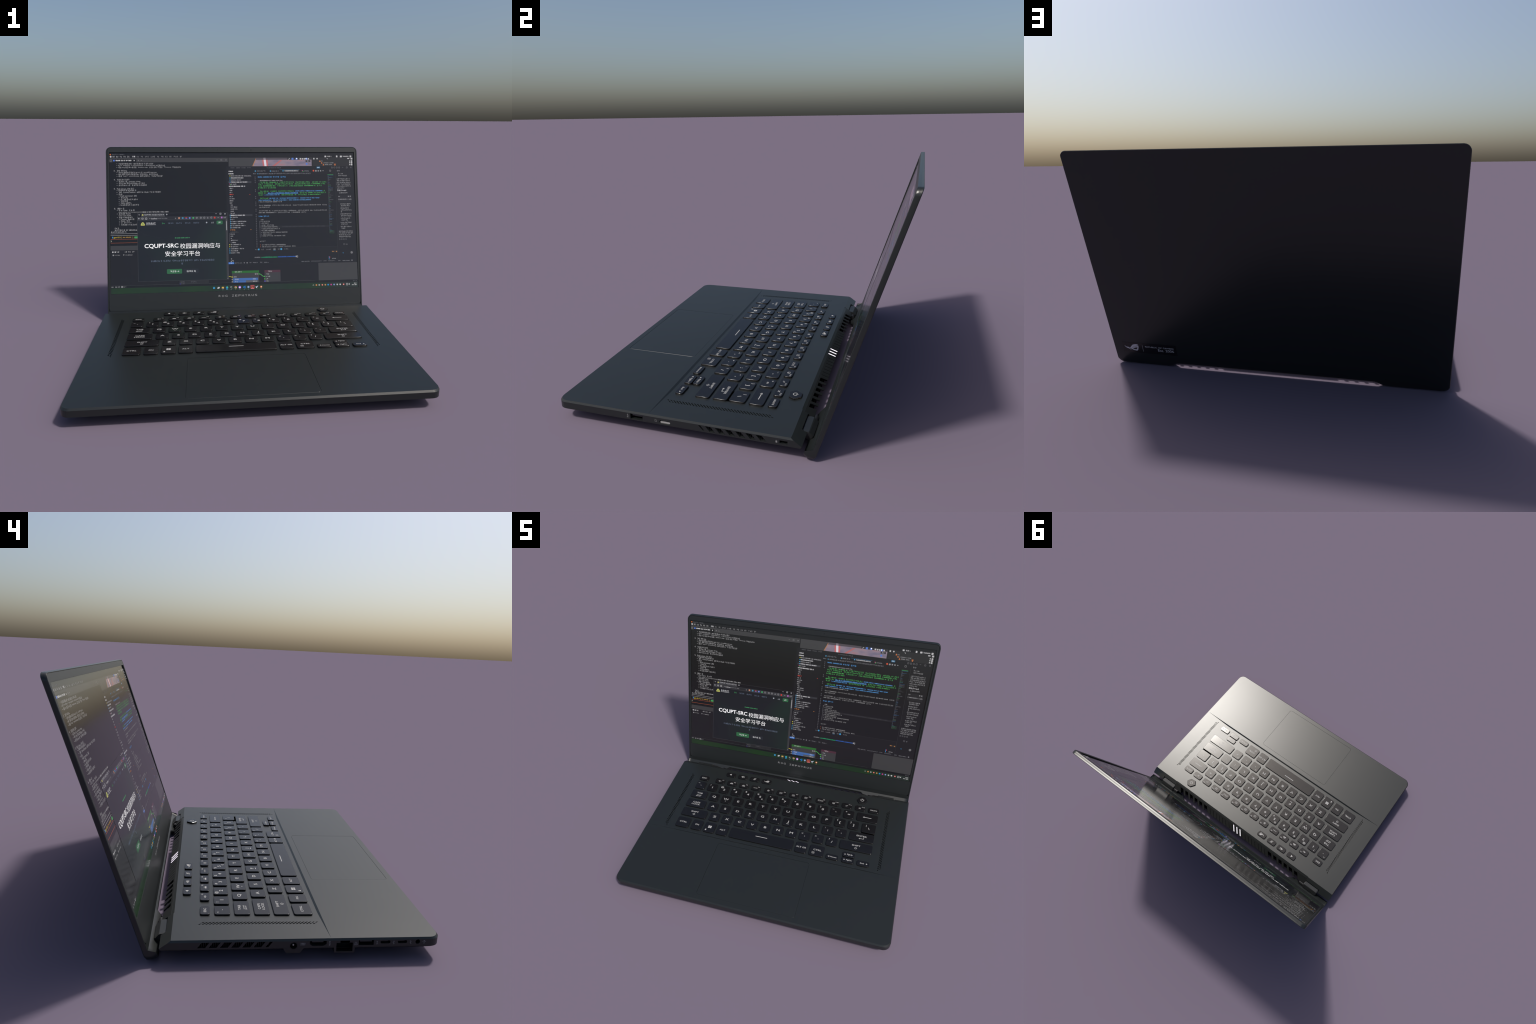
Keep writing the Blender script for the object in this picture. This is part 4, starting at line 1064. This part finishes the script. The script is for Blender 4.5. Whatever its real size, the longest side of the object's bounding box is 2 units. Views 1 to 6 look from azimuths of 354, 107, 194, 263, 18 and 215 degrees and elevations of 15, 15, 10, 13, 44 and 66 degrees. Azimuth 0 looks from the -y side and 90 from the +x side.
put([disc(731, 548, 6, 8), cjk(765, 787, 549, 12)], 11, "site_text", screen(180, 184, 190), "stuff")
put([rr(808, 535, 855, 563, 5), rr(420, 902, 535, 938, 6)], 11, "site_button", screen(52, 110, 72))
put([rr(546, 903, 661, 938, 6)], 10, "site_button", screen(36, 39, 44))
put([cjk(820, 843, 549, 12), cjk(444, 493, 920, 14), stroke([(499, 920), (512, 920)], 2.4), stroke([(507, 915), (512, 920), (507, 925)], 2.4), cjk(571, 620, 921, 14), stroke([(627, 916), (636, 916), (636, 925), (627, 925), (627, 916)], 2.2), stroke([(635, 924), (639, 929)], 2.4)], 12, "site_text", screen(238, 242, 240), "stuff")
def bold(s, x0, x1, yc, h, w):
    v, f = text_fit(s, x0, x1, 0, h, w)
    return [([(a, yc + h / 2 - b) for a, b in v], f)]
HL = bold("CQUPT-SRC", 254, 511, 724.5, 38, 0.018) + bold("校园漏洞响应与", 523, 830, 726.5, 40, 0.0) + bold("安全学习平台", 409, 675, 784, 40, 0.0)
for k, pp_ in enumerate(HL):
    put([pp_], 11, "headline_text", screen(255, 255, 255))

# --- task bar
BAR = screen_blend("task_bar", [(0.32, (38, 42, 42)), (0.50, (30, 46, 33)), (0.68, (30, 54, 28))], 2.6, (1, 0.3, 0.3), 1.0)
put([R(0, 1037, 1917, 1080)], 3, "task_bar", BAR)
def icon(parts_, col, layer=5):
    put(parts_, layer, "task_bar_icon", screen(*col))
icon([R(770, 1048, 776, 1054), R(778, 1048, 784, 1054), R(770, 1056, 776, 1062), R(778, 1056, 784, 1062)], (70, 180, 240))
icon([R(808, 1049, 820, 1059), R(803, 1053, 812, 1063)], (220, 220, 222))
icon([R(837, 1049, 853, 1063)], (240, 190, 80)); icon([R(841, 1058, 849, 1063)], (50, 110, 190), 6)
icon([disc(877, 1055, 9)], (40, 140, 205)); icon([disc(881, 1052, 5)], (90, 205, 120), 6); icon([R(870, 1066, 884, 1069)], (80, 190, 245))
icon([stroke([(903, 1050), (916, 1050)], 3), stroke([(903, 1056), (910, 1056)], 3), stroke([(911, 1060), (917, 1060)], 3)], (190, 190, 190))
icon([disc(944, 1055, 9)], (225, 190, 70)); icon([poly([(936, 1050), (952, 1050), (948, 1046), (940, 1046)])], (220, 70, 55), 6); icon([poly([(936, 1053), (940, 1062), (944, 1064), (943, 1055)])], (60, 160, 85), 6); icon([disc(944, 1055, 4)], (85, 140, 230), 7)
icon([disc(976, 1055, 10)], (190, 130, 240)); icon([disc(976, 1057, 4.5)], (245, 240, 250), 6)
icon([poly([(1002, 1053), (1017, 1045), (1020, 1047), (1020, 1064), (1016, 1066), (1002, 1058)])], (30, 130, 215)); icon([poly([(1006, 1055.5), (1014, 1050), (1014, 1061)])], (20, 40, 60), 6)
icon([disc(1043, 1055, 9)], (125, 150, 190)); icon([disc(1043, 1055, 4)], (205, 215, 225), 6)
icon([rr(1060, 1041, 1090, 1070, 3)], (190, 80, 90)); icon([R(1066, 1046, 1084, 1062)], (66, 40, 40), 6); icon([stroke([(1072, 1047), (1072, 1060), (1080, 1060)], 4)], (230, 130, 40), 7); icon([R(1064, 1066, 1086, 1070)], (240, 140, 150), 6)
icon([stroke([(1100, 1053), (1108, 1060), (1118, 1048)], 5)], (190, 205, 235)); icon([disc(1106, 1058, 4.5)], (240, 244, 250), 6)
icon([disc(1143, 1056, 8)], (230, 130, 60)); icon([disc(1144, 1056, 4)], (240, 225, 215), 6)
icon([R(a - 4, 1071, a + 4, 1073) for a in (844, 909, 944, 976, 1011, 1043, 1109, 1143)], (150, 152, 150))
for a, col in ((1581, (215, 140, 80)), (1604, (170, 172, 172)), (1629, (225, 80, 60)), (1653, (200, 150, 90)), (1676, (40, 150, 220)), (1700, (200, 70, 150)), (1724, (130, 160, 215)), (1749, (200, 200, 200)), (1773, (210, 212, 210)), (1801, (230, 90, 80))):
    icon([disc(a, 1055, 6.5, 10)], col)
icon([disc(1629, 1055, 3, 8), disc(1801, 1055, 3, 8)], (245, 235, 232), 6)
icon([stroke([(1552, 1058), (1557, 1052), (1562, 1058)], 2.4), stroke([(1823, 1048), (1835, 1048), (1835, 1062), (1823, 1062), (1823, 1048)], 2.4), poly([(1841, 1052), (1845, 1052), (1850, 1047), (1850, 1062), (1845, 1057), (1841, 1057)])], (215, 216, 215))
put([lat(1886, 1909, 1049, 9), lat(1868, 1909, 1061, 9)], 5, "task_bar_clock", screen(215, 216, 215), "stuff")

# the scratch text is only a tool
bpy.data.objects.remove(_to)
bpy.data.curves.remove(_tc)
